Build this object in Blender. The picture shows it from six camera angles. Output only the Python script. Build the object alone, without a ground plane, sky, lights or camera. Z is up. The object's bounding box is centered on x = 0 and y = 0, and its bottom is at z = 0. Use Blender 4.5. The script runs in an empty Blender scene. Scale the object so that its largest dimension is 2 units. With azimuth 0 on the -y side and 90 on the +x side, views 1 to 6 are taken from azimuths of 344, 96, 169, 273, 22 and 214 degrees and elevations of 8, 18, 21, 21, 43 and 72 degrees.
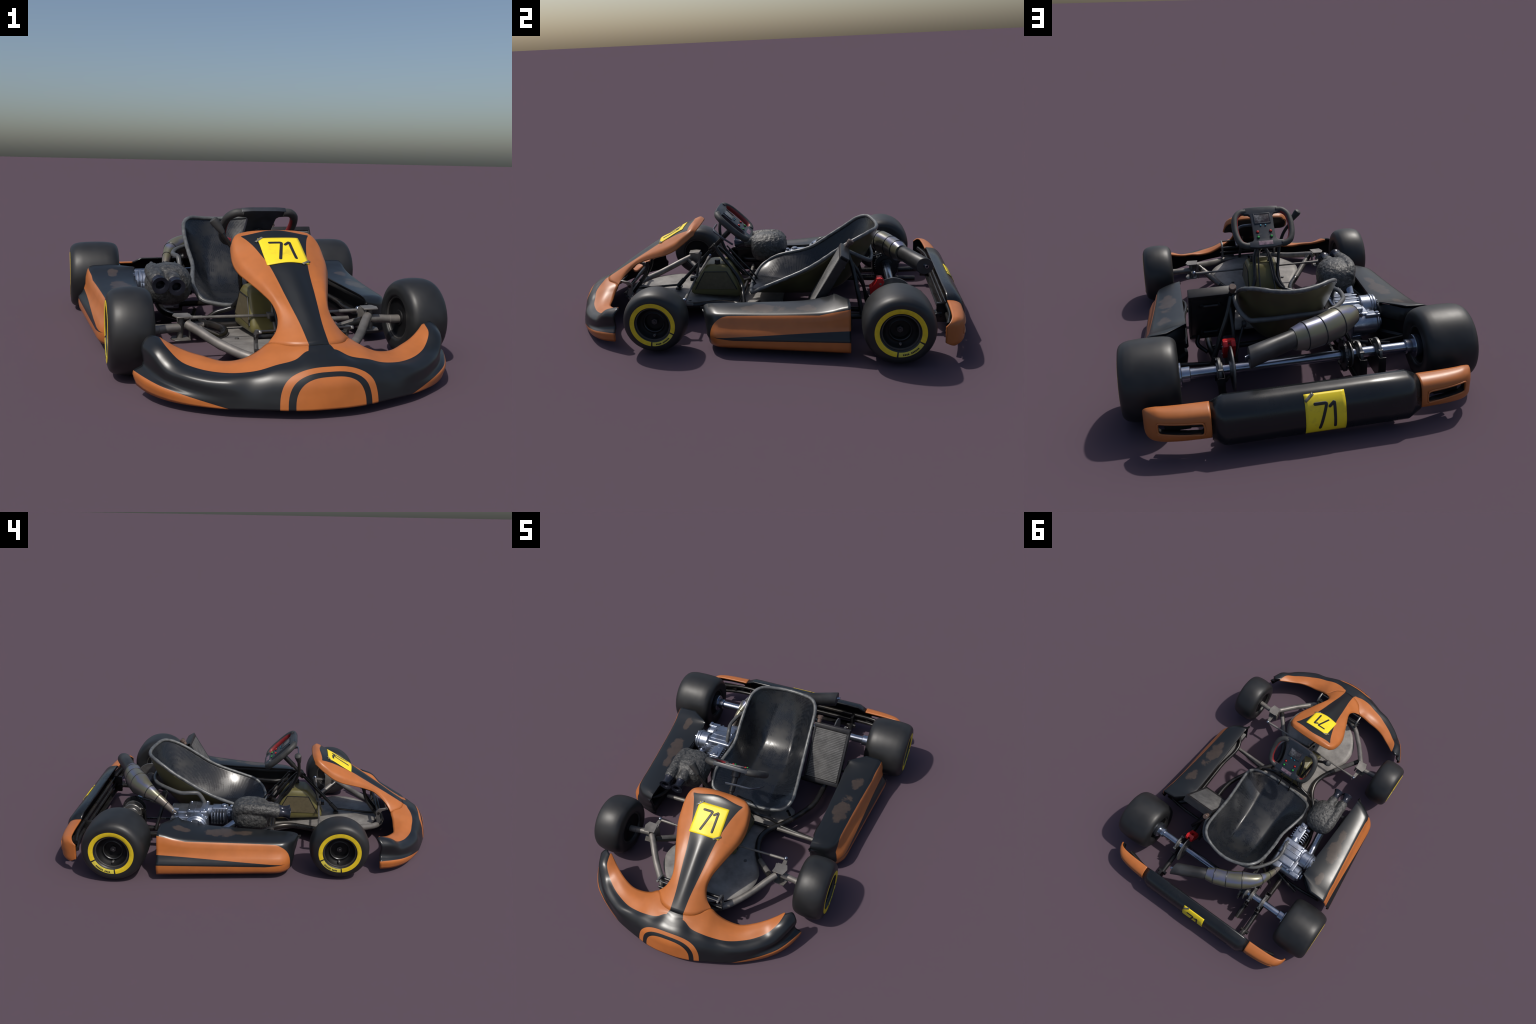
# A racing go-kart, built part by part in metres (x = kart's left/right, -y = nose, z up).
import bpy, bmesh, math, random
import numpy as np
from mathutils import Vector, Matrix
from mathutils.bvhtree import BVHTree

random.seed(7)
rng = np.random.RandomState(7)
PI = math.pi

# ------------------------------------------------------------------ materials
def new_mat(name):
    m = bpy.data.materials.new(name)
    m.use_nodes = True
    nt = m.node_tree
    b = nt.nodes['Principled BSDF']
    return m, nt, b

class N:
    """tiny helper to write node graphs"""
    def __init__(s, nt): s.nt = nt
    def add(s, t, **k):
        n = s.nt.nodes.new(t)
        for a, v in k.items():
            setattr(n, a, v)
        return n
    def link(s, a, b): s.nt.links.new(a, b)
    def coord(s):
        return s.add('ShaderNodeTexCoord').outputs['Object']
    def val(s, x, sock):
        if hasattr(x, 'is_linked') or hasattr(x, 'links'):
            s.link(x, sock)
        else:
            sock.default_value = x
    def math(s, op, a, b=0.0, clamp=False):
        n = s.add('ShaderNodeMath', operation=op)
        n.use_clamp = clamp
        s.val(a, n.inputs[0]); s.val(b, n.inputs[1])
        return n.outputs[0]
    def noise(s, scale, detail=3.0, rough=0.55, vec=None, stretch=None):
        n = s.add('ShaderNodeTexNoise')
        n.inputs['Scale'].default_value = scale
        n.inputs['Detail'].default_value = detail
        n.inputs['Roughness'].default_value = rough
        v = vec if vec is not None else s.coord()
        if stretch:
            mp = s.add('ShaderNodeMapping')
            mp.inputs['Scale'].default_value = stretch
            s.link(v, mp.inputs['Vector']); v = mp.outputs[0]
        s.link(v, n.inputs['Vector'])
        return n.outputs['Fac']
    def ramp(s, fac, stops, interp='LINEAR'):
        n = s.add('ShaderNodeValToRGB')
        r = n.color_ramp; r.interpolation = interp
        while len(r.elements) < len(stops): r.elements.new(0.5)
        for e, (p, c) in zip(r.elements, stops):
            e.position = p
            e.color = (c, c, c, 1) if isinstance(c, (int, float)) else (*c, 1)
        s.link(fac, n.inputs[0])
        return n.outputs['Color']
    def mix(s, fac, a, b, mode='MIX'):
        n = s.add('ShaderNodeMix', data_type='RGBA', blend_type=mode)
        s.val(fac, n.inputs[0])
        for x, k in ((a, 6), (b, 7)):
            if isinstance(x, tuple): n.inputs[k].default_value = (*x, 1)
            else: s.link(x, n.inputs[k])
        return n.outputs[2]
    def bump(s, h, strength=0.3, dist=0.004):
        n = s.add('ShaderNodeBump')
        n.inputs['Strength'].default_value = strength
        n.inputs['Distance'].default_value = dist
        s.link(h, n.inputs['Height'])
        return n.outputs[0]
    def xyz(s):
        n = s.add('ShaderNodeSeparateXYZ')
        s.link(s.coord(), n.inputs[0])
        return n.outputs[0], n.outputs[1], n.outputs[2]

def setp(b, **k):
    for a, v in k.items():
        b.inputs[a.replace('_', ' ')].default_value = v

def simple(name, col, rough=0.5, metal=0.0, var=0.25, scale=30.0, coat=0.0, bump=0.0, rvar=0.12, dirt=None, dirt_amt=0.0, spec=None):
    m, nt, b = new_mat(name); h = N(nt)
    f = h.noise(scale)
    lo = tuple(c * (1 - var) for c in col); hi = tuple(min(1, c * (1 + var)) for c in col)
    c = h.mix(h.ramp(f, [(0.3, 0.0), (0.7, 1.0)]), lo, hi)
    if dirt:
        d = h.noise(scale * 0.35, 6, 0.65)
        c = h.mix(h.math('MULTIPLY', h.ramp(d, [(0.5, 0.0), (0.68, 1.0)]), dirt_amt), c, dirt)
    h.link(c, b.inputs['Base Color'])
    r = h.math('ADD', h.math('MULTIPLY', h.noise(scale * 0.6, 5), rvar * 2), rough - rvar)
    h.link(r, b.inputs['Roughness'])
    setp(b, Metallic=metal)
    if coat: setp(b, Coat_Weight=coat, Coat_Roughness=0.15)
    if spec is not None: b.inputs['Specular IOR Level'].default_value = spec
    if bump:
        h.link(h.bump(h.noise(scale * 4, 4), bump, 0.002), b.inputs['Normal'])
    return m

ORANGE = (0.425, 0.130, 0.0300)
BLACK = (0.0088, 0.0102, 0.0118)

def orange_nodes(h):
    f = h.noise(14, 5, 0.6)
    c = h.mix(h.ramp(f, [(0.35, 0.0), (0.7, 1.0)]), tuple(x * 0.93 for x in ORANGE), tuple(x * 1.06 for x in ORANGE))
    s = h.noise(7, 6, 0.7)
    c = h.mix(h.math('MULTIPLY', h.ramp(s, [(0.63, 0.0), (0.75, 1.0)]), 0.35), c, (0.30, 0.10, 0.035))
    s2 = h.noise(5, 8, 0.75, stretch=(1, 6, 6))
    return h.mix(h.math('MULTIPLY', h.ramp(s2, [(0.6, 0.0), (0.7, 1.0)]), 0.25), c, (0.62, 0.15, 0.025))

def black_nodes(h, brown=None):
    f = h.noise(9, 5, 0.6)
    c = h.mix(f, tuple(x * 0.8 for x in BLACK), tuple(x * 1.25 for x in BLACK))
    s = h.noise(26, 8, 0.75)
    c = h.mix(h.math('MULTIPLY', h.ramp(s, [(0.64, 0.0), (0.72, 1.0)]), 0.16), c, (0.05, 0.055, 0.06))
    return c

def finish_plastic(h, b, c, rough=0.34):
    h.link(c, b.inputs['Base Color'])
    r = h.math('ADD', h.math('MULTIPLY', h.noise(6, 6, 0.65), 0.2), rough - 0.1)
    h.link(r, b.inputs['Roughness'])

def mat_orange():
    m, nt, b = new_mat('orange_plastic'); h = N(nt)
    finish_plastic(h, b, orange_nodes(h), 0.42); return m

def mat_black():
    m, nt, b = new_mat('black_plastic'); h = N(nt)
    finish_plastic(h, b, black_nodes(h), 0.33); return m

def mat_inside():
    return simple('dark_plastic_inside', (0.008, 0.008, 0.009), 0.7, var=0.3, spec=0.25)

def mat_fairing_black():
    """black front of the bumper with the orange arch badge and the orange lower lip"""
    m, nt, b = new_mat('black_bumper_with_orange_marks'); h = N(nt)
    x, y, z = h.xyz()
    ax = h.math('ABSOLUTE', x)
    # distance along the skin from the bottom edge
    y0 = h.math('ADD', h.math('MULTIPLY', h.math('MULTIPLY', x, x), 0.8), -1.0)
    hh = h.math('ADD', h.math('ADD', z, -0.028), h.math('SUBTRACT', y, y0))
    p = 2.6
    d = h.math('POWER', h.math('ADD', h.math('POWER', h.math('DIVIDE', ax, 0.156), p),
                               h.math('POWER', h.math('DIVIDE', h.math('MAXIMUM', hh, 0.0), 0.158), p)), 1 / p)
    outer = h.ramp(d, [(0.0, 1.0), (0.995, 1.0), (1.0, 0.0)])
    ring = h.math('MULTIPLY', h.math('GREATER_THAN', d, 0.71), h.math('LESS_THAN', d, 0.85))
    badge = h.math('MULTIPLY', h.math('LESS_THAN', d, 1.0), h.math('SUBTRACT', 1.0, ring))
    front = h.math('LESS_THAN', y, -0.93)
    badge = h.math('MULTIPLY', badge, front)
    # orange lower lip, rising towards the horn tips
    lip = h.math('MULTIPLY', h.math('SUBTRACT', ax, 0.31), 0.229)
    low = h.math('LESS_THAN', z, h.math('ADD', h.math('MAXIMUM', lip, -0.02), 0.0295))
    mask = h.math('MAXIMUM', badge, low)
    c = h.mix(mask, black_nodes(h), orange_nodes(h))
    finish_plastic(h, b, c, 0.34)
    return m

def mat_pod(side):
    """side pod skin: black top with worn brown patches, orange flank with a black wedge"""
    m, nt, b = new_mat('side_pod_skin'); h = N(nt)
    x, y, z = h.xyz()
    o = h.math('MULTIPLY', x, side)
    # top edge of the orange flank follows the pod shoulder
    rise = h.math('MULTIPLY', h.math('MAXIMUM', h.math('SUBTRACT', y, 0.30), 0.0), 0.2)
    top = h.math('ADD', h.math('ADD', rise, 0.1835), h.math('MULTIPLY', y, 0.047))
    # rounded front corner of the orange field
    fe = -0.214 if side > 0 else -0.226
    fy = h.math('MAXIMUM', h.math('SUBTRACT', fe + 0.09, y), 0.0)
    q = h.math('DIVIDE', fy, 0.09)
    drop = h.math('SUBTRACT', 1.0, h.math('SQRT', h.math('MAXIMUM', h.math('SUBTRACT', 1.0, h.math('MULTIPLY', q, q)), 0.0)))
    top = h.math('SUBTRACT', top, h.math('MULTIPLY', drop, 0.09))
    org = h.math('LESS_THAN', z, top)
    org = h.math('MULTIPLY', org, h.math('GREATER_THAN', y, fe))
    outside = h.math('GREATER_THAN', o, h.math('ADD', h.math('MULTIPLY', y, 0.11), 0.53 if side > 0 else 0.555))
    org = h.math('MULTIPLY', org, outside)
    # black wedge stripe
    t = h.math('ADD', h.math('MULTIPLY', y, 0.085), 0.0995)       # upper border of the wedge
    lo = h.math('ADD', h.math('MULTIPLY', y, 0.027), 0.078)
    tip = h.math('MULTIPLY', h.math('MAXIMUM', h.math('SUBTRACT', -0.10, y), 0.0), 0.10)
    wedge = h.math('MULTIPLY', h.math('LESS_THAN', z, t), h.math('GREATER_THAN', z, h.math('ADD', lo, tip)))
    org = h.math('MULTIPLY', org, h.math('SUBTRACT', 1.0, wedge))
    blk = black_nodes(h)
    # brown worn patches along the top
    def patch(py, pr, pw):
        dy = h.math('DIVIDE', h.math('SUBTRACT', y, py), pr)
        cx = h.math('ADD', h.math('MULTIPLY', y, 0.1), 0.515)
        dx = h.math('DIVIDE', h.math('SUBTRACT', o, cx), pw)
        return h.math('SUBTRACT', 1.0, h.math('ADD', h.math('MULTIPLY', dy, dy), h.math('MULTIPLY', dx, dx)))
    ps = [(0.33, 0.05, 0.024), (0.13, 0.09, 0.045), (0.02, 0.06, 0.025)] if side < 0 else [(0.24, 0.045, 0.03), (0.03, 0.105, 0.04)]
    pm = None
    for a in ps:
        v = patch(*a); pm = v if pm is None else h.math('MAXIMUM', pm, v)
    nz = h.noise(16, 7, 0.7)
    pm = h.math('ADD', h.math('MULTIPLY', pm, 0.5), h.math('MULTIPLY', h.math('SUBTRACT', nz, 0.5), 2.2))
    pm = h.math('MULTIPLY', h.ramp(pm, [(0.02, 0.0), (0.2, 1.0)]), h.math('GREATER_THAN', z, h.math('ADD', top, 0.004)))
    brown = h.mix(h.noise(50, 5), (0.045, 0.032, 0.025), (0.10, 0.068, 0.048))
    blk = h.mix(h.math('MULTIPLY', pm, 0.58), blk, brown)
    c = h.mix(org, blk, orange_nodes(h))
    finish_plastic(h, b, c, 0.34)
    return m

def mat_bumper_rear():
    m, nt, b = new_mat('rear_bumper_black'); h = N(nt)
    finish_plastic(h, b, black_nodes(h), 0.27); return m

def mat_carbon():
    m, nt, b = new_mat('carbon_weave'); h = N(nt)
    x, y, z = h.xyz()
    cv = h.add('ShaderNodeCombineXYZ')
    h.link(x, cv.inputs[0]); h.link(h.math('SUBTRACT', h.math('MULTIPLY', y, 0.85), h.math('MULTIPLY', z, 0.9)), cv.inputs[1]); cv.inputs[2].default_value = 0.0013
    ck = h.add('ShaderNodeTexChecker'); ck.inputs['Scale'].default_value = 210
    h.link(cv.outputs[0], ck.inputs['Vector'])
    c = h.mix(ck.outputs['Fac'], (0.0075, 0.009, 0.012), (0.011, 0.013, 0.017))
    d = h.noise(7, 7, 0.7)
    back = h.ramp(y, [(0.15, 0.25), (0.5, 1.0)])
    c = h.mix(h.math('MULTIPLY', h.math('MULTIPLY', h.ramp(d, [(0.46, 0.0), (0.68, 1.0)]), 0.5), back), c, (0.036, 0.034, 0.030))
    h.link(c, b.inputs['Base Color'])
    r = h.math('ADD', h.math('MULTIPLY', ck.outputs['Fac'], 0.08), h.math('MULTIPLY', h.ramp(d, [(0.42, 0.0), (0.62, 1.0)]), 0.24))
    h.link(h.math('ADD', r, 0.17), b.inputs['Roughness'])
    h.link(h.bump(ck.outputs['Fac'], 0.02, 0.0004), b.inputs['Normal'])
    return m

def mat_airbox():
    m, nt, b = new_mat('wrinkled_grey_shell'); h = N(nt)
    f = h.noise(60, 5, 0.6)
    h.link(h.mix(h.ramp(f, [(0.35, 0.0), (0.68, 1.0)]), (0.022, 0.022, 0.022), (0.085, 0.083, 0.078)), b.inputs['Base Color'])
    setp(b, Roughness=0.42)
    h.link(h.bump(h.noise(85, 4, 0.55), 0.9, 0.006), b.inputs['Normal'])
    return m

def mat_exhaust():
    m, nt, b = new_mat('heat_tinted_steel'); h = N(nt)
    x, y, z = h.xyz()
    axis = h.math('SUBTRACT', 0.303, h.math('MULTIPLY', h.math('MAXIMUM', h.math('SUBTRACT', 0.60, y), 0.0), 0.42))
    t = h.math('MULTIPLY', h.math('SUBTRACT', z, axis), 11.0)
    t = h.math('ADD', t, h.math('MULTIPLY', h.math('SUBTRACT', h.noise(7, 4), 0.5), 0.55))
    c = h.ramp(t, [(0.0, (0.185, 0.16, 0.14)), (0.10, (0.19, 0.165, 0.14)), (0.24, (0.17, 0.16, 0.10)), (0.42, (0.16, 0.16, 0.12)), (0.52, (0.135, 0.145, 0.235)), (0.66, (0.165, 0.16, 0.115))])
    h.link(c, b.inputs['Base Color'])
    setp(b, Metallic=0.45, Roughness=0.34)
    return m

def mat_engine():
    m, nt, b = new_mat('cast_aluminium'); h = N(nt)
    f = h.noise(22, 6, 0.65)
    c = h.mix(h.ramp(f, [(0.4, 0.0), (0.65, 1.0)]), (0.27, 0.30, 0.36), (0.40, 0.43, 0.50))
    d = h.noise(11, 7, 0.7)
    c = h.mix(h.math('MULTIPLY', h.ramp(d, [(0.54, 0.0), (0.66, 1.0)]), 0.55), c, (0.06, 0.05, 0.04))
    h.link(c, b.inputs['Base Color'])
    setp(b, Metallic=0.9, Roughness=0.32)
    h.link(h.bump(h.noise(120, 3), 0.25, 0.0015), b.inputs['Normal'])
    return m

def mat_tray():
    m, nt, b = new_mat('dusty_floor_plate'); h = N(nt)
    f = h.noise(9, 7, 0.65)
    c = h.mix(h.ramp(f, [(0.33, 0.0), (0.66, 1.0)]), (0.145, 0.135, 0.128), (0.30, 0.285, 0.265))
    g = h.noise(4, 4, 0.5)
    c = h.mix(h.math('MULTIPLY', h.ramp(g, [(0.62, 0.0), (0.72, 1.0)]), 0.3), c, (0.30, 0.21, 0.25))
    h.link(c, b.inputs['Base Color'])
    setp(b, Metallic=0.15, Roughness=0.58)
    return m

def mat_plate():
    m, nt, b = new_mat('yellow_number_plate'); h = N(nt)
    f = h.noise(13, 7, 0.7)
    c = h.mix(h.math('MULTIPLY', h.ramp(f, [(0.54, 0.0), (0.66, 1.0)]), 0.42), (0.86, 0.66, 0.017), (0.48, 0.35, 0.035))
    h.link(c, b.inputs['Base Color']); setp(b, Roughness=0.45)
    return m

def mat_screen():
    m, nt, b = new_mat('dash_screen'); h = N(nt)
    f = h.noise(38, 3, 0.5)
    h.link(h.ramp(f, [(0.35, (0.03, 0.02, 0.022)), (0.55, (0.09, 0.085, 0.085)), (0.7, (0.22, 0.21, 0.22))]), b.inputs['Base Color'])
    setp(b, Roughness=0.2); return m

M = {}
M['orange'] = mat_orange()
M['black'] = mat_black()
M['inside'] = mat_inside()
M['bumper'] = mat_fairing_black()
M['rearblack'] = mat_bumper_rear()
M['podR'] = mat_pod(1); M['podL'] = mat_pod(-1)
M['carbon'] = mat_carbon()
M['airbox'] = mat_airbox()
M['exhaust'] = mat_exhaust()
M['engine'] = mat_engine()
M['tray'] = mat_tray()
M['plate'] = mat_plate()
M['screen'] = mat_screen()
M['podin'] = simple('black_pod_inner', (0.0075, 0.008, 0.009), 0.42, var=0.3)
M['tyre'] = simple('rubber', (0.0135, 0.0138, 0.0145), 0.46, var=0.25, scale=16, rvar=0.1, dirt=(0.03, 0.029, 0.027), dirt_amt=0.3)
M['yellow'] = simple('yellow_band', (0.72, 0.52, 0.015), 0.5, var=0.08, scale=60)
M['yellowpale'] = simple('yellow_label', (0.62, 0.52, 0.06), 0.5, var=0.1, scale=60)
M['ink'] = simple('black_ink', (0.012, 0.011, 0.015), 0.5, var=0.2)
M['rim'] = simple('black_wheel_metal', (0.0035, 0.0035, 0.004), 0.6, metal=0.0, var=0.3, rvar=0.08, spec=0.25)  # painted almost black to hold the shadow inside the wheel dish
M['rimedge'] = simple('worn_rim_edge', (0.055, 0.053, 0.05), 0.5, metal=0.3, var=0.3)
M['chrome'] = simple('polished_steel', (0.33, 0.36, 0.43), 0.24, metal=0.95, var=0.15, scale=20, rvar=0.06)
M['beam'] = simple('worn_grey_steel', (0.185, 0.172, 0.158), 0.5, metal=0.45, var=0.25, scale=18, dirt=(0.05, 0.045, 0.04), dirt_amt=0.5)
M['rail'] = simple('black_painted_steel', (0.02, 0.0195, 0.02), 0.3, metal=0.35, var=0.4, scale=25, rvar=0.1, dirt=(0.07, 0.055, 0.04), dirt_amt=0.35)
M['plateSteel'] = simple('brushed_plate_steel', (0.19, 0.185, 0.178), 0.42, metal=0.7, var=0.25, scale=30)
M['darkSteel'] = simple('dark_steel', (0.05, 0.05, 0.052), 0.4, metal=0.6, var=0.3, scale=30)
M['red'] = simple('red_caliper', (0.48, 0.008, 0.010), 0.4, var=0.15)
M['tank'] = simple('olive_tank_plastic', (0.135, 0.118, 0.040), 0.42, var=0.22, scale=8, rvar=0.08, dirt=(0.085, 0.07, 0.045), dirt_amt=0.5)
M['tankpanel'] = simple('olive_tank_panel', (0.105, 0.085, 0.047), 0.5, var=0.15, scale=60, bump=0.2)
M['seatback'] = simple('olive_resin', (0.105, 0.092, 0.040), 0.42, var=0.3, scale=6, rvar=0.1, dirt=(0.07, 0.05, 0.04), dirt_amt=0.4)
M['seatrim'] = simple('grey_seat_edge', (0.115, 0.118, 0.118), 0.4, metal=0.25, var=0.35, scale=40, bump=0.2)
M['bar'] = simple('grey_painted_bar', (0.072, 0.073, 0.074), 0.42, var=0.2, scale=25)
M['grip'] = simple('grip_rubber', (0.034, 0.034, 0.033), 0.6, var=0.25, scale=40, bump=0.15)
M['gripred'] = simple('red_grip_lining', (0.20, 0.013, 0.016), 0.5, var=0.25, scale=30)
M['dash'] = simple('dash_panel', (0.022, 0.026, 0.034), 0.4, var=0.25, scale=30)
M['green'] = simple('green_button', (0.02, 0.30, 0.05), 0.25, var=0.1)
M['blue'] = simple('blue_lamp', (0.03, 0.22, 0.32), 0.25, var=0.1)
M['label'] = simple('pink_label', (0.22, 0.14, 0.175), 0.5, var=0.6, scale=60, dirt=(0.06, 0.055, 0.06), dirt_amt=0.8)
M['radframe'] = simple('radiator_frame', (0.018, 0.017, 0.018), 0.4, var=0.3, metal=0.2)
M['fin'] = simple('radiator_fins', (0.115, 0.112, 0.108), 0.5, var=0.25, scale=30, metal=0.3)
M['cap'] = simple('brown_cap', (0.09, 0.058, 0.045), 0.45, var=0.3)
M['trumpet'] = simple('blue_black_trumpet', (0.024, 0.026, 0.038), 0.22, metal=0.4, var=0.15)
M['muffler'] = simple('sooty_muffler', (0.045, 0.045, 0.046), 0.45, metal=0.4, var=0.4, scale=14, rvar=0.1)
M['tape'] = simple('clear_tape', (0.16, 0.15, 0.12), 0.25, var=0.4, scale=50)
M['sheen'] = simple('anodised_paddle', (0.13, 0.15, 0.19), 0.3, metal=0.7, var=0.15)

# ------------------------------------------------------------------ mesh tools
def link(o): bpy.context.scene.collection.objects.link(o)

ROOT = bpy.data.objects.new('go_kart', None)
ROOT.empty_display_size = 0.2
link(ROOT)
ROOT['label'] = 'orange and black racing go-kart with yellow number plates'
ROOT['category'] = 'go-kart'

def mk(name, verts, faces, mats, parent=None, midx=None, angle=38, smooth=True):
    me = bpy.data.meshes.new(name)
    me.from_pydata([tuple(map(float, v)) for v in verts], [], faces)
    bm = bmesh.new(); bm.from_mesh(me)
    if midx is not None:
        bm.faces.ensure_lookup_table()
        for f, i in zip(bm.faces, midx): f.material_index = i
    bmesh.ops.remove_doubles(bm, verts=bm.verts, dist=1e-5)
    bmesh.ops.dissolve_degenerate(bm, dist=1e-6, edges=bm.edges)
    bmesh.ops.recalc_face_normals(bm, faces=bm.faces)
    ca = math.radians(angle)
    for f in bm.faces: f.smooth = smooth
    for e in bm.edges:
        if len(e.link_faces) == 2 and e.calc_face_angle(0) > ca: e.smooth = False
    bm.to_mesh(me); bm.free()
    for m in (mats if isinstance(mats, (list, tuple)) else [mats]):
        me.materials.append(M[m])
    o = bpy.data.objects.new(name, me); link(o)
    o.parent = parent or ROOT
    return o

def part(name, parent=None):
    o = bpy.data.objects.new(name, None); link(o); o.parent = parent or ROOT
    return o

class Geo:
    """collects geometry, so that several simple solids make one part"""
    def __init__(s): s.v = []; s.f = []; s.m = []
    def add(s, v, f, m=0):
        k = len(s.v); s.v += [tuple(p) for p in v]; s.f += [tuple(i + k for i in q) for q in f]; s.m += [m] * len(f)
        return s
    def make(s, name, mats, parent=None, angle=38): return mk(name, s.v, s.f, mats, parent, s.m, angle)

def hermite(P, n, closed=False):
    """smooth curve through points; n samples per span; chord-length parameter"""
    P = np.array(P, float)
    if closed: P = np.vstack([P[-1:], P, P[:2]])
    d = np.maximum(np.linalg.norm(np.diff(P, axis=0), axis=1), 1e-6)
    t = np.r_[0, np.cumsum(d)]
    m = np.zeros_like(P)
    s = np.diff(P, axis=0) / d[:, None]
    m[1:-1] = (s[:-1] * d[1:, None] + s[1:] * d[:-1, None]) / (d[:-1] + d[1:])[:, None]
    m[0] = s[0]; m[-1] = s[-1]
    out = []
    a, b = (1, len(P) - 2) if closed else (0, len(P) - 1)
    for i in range(a, b):
        for k in range(n):
            u = k / n
            out.append((2*u**3-3*u**2+1)*P[i] + (u**3-2*u**2+u)*d[i]*m[i] + (3*u**2-2*u**3)*P[i+1] + (u**3-u**2)*d[i]*m[i+1])
    if not closed: out.append(P[-1])
    return np.array(out)

def frames(C):
    T = np.gradient(C, axis=0); T /= np.maximum(np.linalg.norm(T, axis=1), 1e-9)[:, None]
    r = np.cross(T[0], (0, 0, 1.0))
    if np.linalg.norm(r) < 1e-3: r = np.cross(T[0], (1.0, 0, 0))
    r /= np.linalg.norm(r); R = []
    for t in T:
        r = r - t * (r @ t); r /= np.linalg.norm(r); R.append(r)
    R = np.array(R)
    return T, R, np.cross(R, T)

def sweep(C, rad, seg=16, caps=True, sy=1.0):
    C = np.array(C, float); rad = np.broadcast_to(np.array(rad, float), (len(C),))
    T, R, U = frames(C); v = []; f = []
    for c, r, u, q in zip(C, R, U, rad):
        for k in range(seg):
            a = 2 * PI * k / seg
            v.append(c + q * (math.cos(a) * r + sy * math.sin(a) * u))
    n = len(C)
    for i in range(n - 1):
        for k in range(seg):
            k2 = (k + 1) % seg
            f.append((i*seg+k, i*seg+k2, (i+1)*seg+k2, (i+1)*seg+k))
    if caps:
        f.append(tuple(range(seg))[::-1]); f.append(tuple((n-1)*seg + k for k in range(seg)))
    return v, f

def bend(P, n=6, r=0.03):
    """polyline with rounded corners of about radius r"""
    P = [np.array(p, float) for p in P]; out = [P[0]]
    for i in range(1, len(P) - 1):
        a, b, c = P[i-1], P[i], P[i+1]
        la, lc = np.linalg.norm(a-b), np.linalg.norm(c-b)
        q = min(r, la*0.48, lc*0.48)
        p0 = b + (a-b)/la*q; p1 = b + (c-b)/lc*q
        for k in range(n + 1):
            u = k / n
            out.append((1-u)**2*p0 + 2*u*(1-u)*b + u*u*p1)
    out.append(P[-1]); return np.array(out)

def tube(P, r=0.01, seg=16, smooth=True, n=8, corner=None):
    if corner is not None: C = bend(P, r=corner)
    elif smooth and len(P) > 2: C = hermite(P, n)
    else: C = np.array(P, float)
    return sweep(C, r, seg)

def box(c, s, rot=None, bev=0.0, seg=2):
    bm = bmesh.new(); bmesh.ops.create_cube(bm, size=1.0)
    for v in bm.verts: v.co = Vector((v.co.x*s[0], v.co.y*s[1], v.co.z*s[2]))
    if bev: bmesh.ops.bevel(bm, geom=bm.edges[:], offset=bev, segments=seg, profile=0.6, affect='EDGES')
    R = rot if rot is not None else Matrix.Identity(3)
    bm.verts.index_update()
    v = [tuple(R @ x.co + Vector(c)) for x in bm.verts]; f = [tuple(x.index for x in q.verts) for q in bm.faces]
    bm.free(); return v, f

def axes(x, y, z):
    return Matrix((x, y, z)).transposed()

def lathe(profile, c, axis, seg=48, a0=0.0, a1=2*PI):
    """profile: list of (along, radius); axis: unit vector; closed turn unless a range is given"""
    ax = Vector(axis).normalized(); u = ax.orthogonal().normalized(); w = ax.cross(u)
    if abs(ax.x) > 0.9: u = Vector((0, 0, -1)); w = Vector((0, 1, 0))   # angle 0 = straight down
    full = abs(a1 - a0 - 2*PI) < 1e-6
    n = seg if full else seg + 1
    v = []; f = []
    for k in range(n):
        a = a0 + (a1 - a0) * k / seg
        d = math.cos(a) * u + math.sin(a) * w
        for h, r in profile: v.append(Vector(c) + ax * h + d * r)
    m = len(profile)
    for k in range(seg):
        k2 = (k + 1) % n
        for j in range(m - 1): f.append((k*m+j, k2*m+j, k2*m+j+1, k*m+j+1))
    return v, f

def cyl(p0, p1, r, seg=24, bev=0.0):
    p0 = Vector(p0); p1 = Vector(p1); L = (p1 - p0).length
    b = min(bev, L*0.4)
    pr = [(0, 0), (0, r - b), (b, r), (L - b, r), (L, r - b), (L, 0)] if b else [(0, 0), (0, r), (L, r), (L, 0)]
    return lathe(pr, p0, (p1 - p0).normalized(), seg)

def ball(c, r, s=(1, 1, 1), seg=16):
    v, f = lathe([(-r*math.cos(PI*k/10), r*math.sin(PI*k/10)) for k in range(11)], (0, 0, 0), (0, 0, 1), seg)
    return [Vector((p[0]*s[0], p[1]*s[1], p[2]*s[2])) + Vector(c) for p in v], f

def prism(poly, d, c0):
    """polygon (3D points) extruded by vector d"""
    n = len(poly); d = np.array(d, float)
    v = [np.array(p, float) for p in poly]; v += [p + d for p in v]
    f = [tuple(range(n))[::-1], tuple(range(n, 2*n))]
    f += [(i, (i+1) % n, n+(i+1) % n, n+i) for i in range(n)]
    return v, f

def bevelled(v, f, off, seg=2):
    bm = bmesh.new(); V = [bm.verts.new(tuple(p)) for p in v]
    for q in f: bm.faces.new([V[i] for i in q])
    bmesh.ops.recalc_face_normals(bm, faces=bm.faces)
    bmesh.ops.bevel(bm, geom=[e for e in bm.edges if e.calc_face_angle(0) > 0.3], offset=off, segments=seg, profile=0.6, affect='EDGES', clamp_overlap=True)
    bm.verts.index_update()
    r = [tuple(x.co) for x in bm.verts], [tuple(x.index for x in q.verts) for q in bm.faces]
    bm.free(); return r

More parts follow.
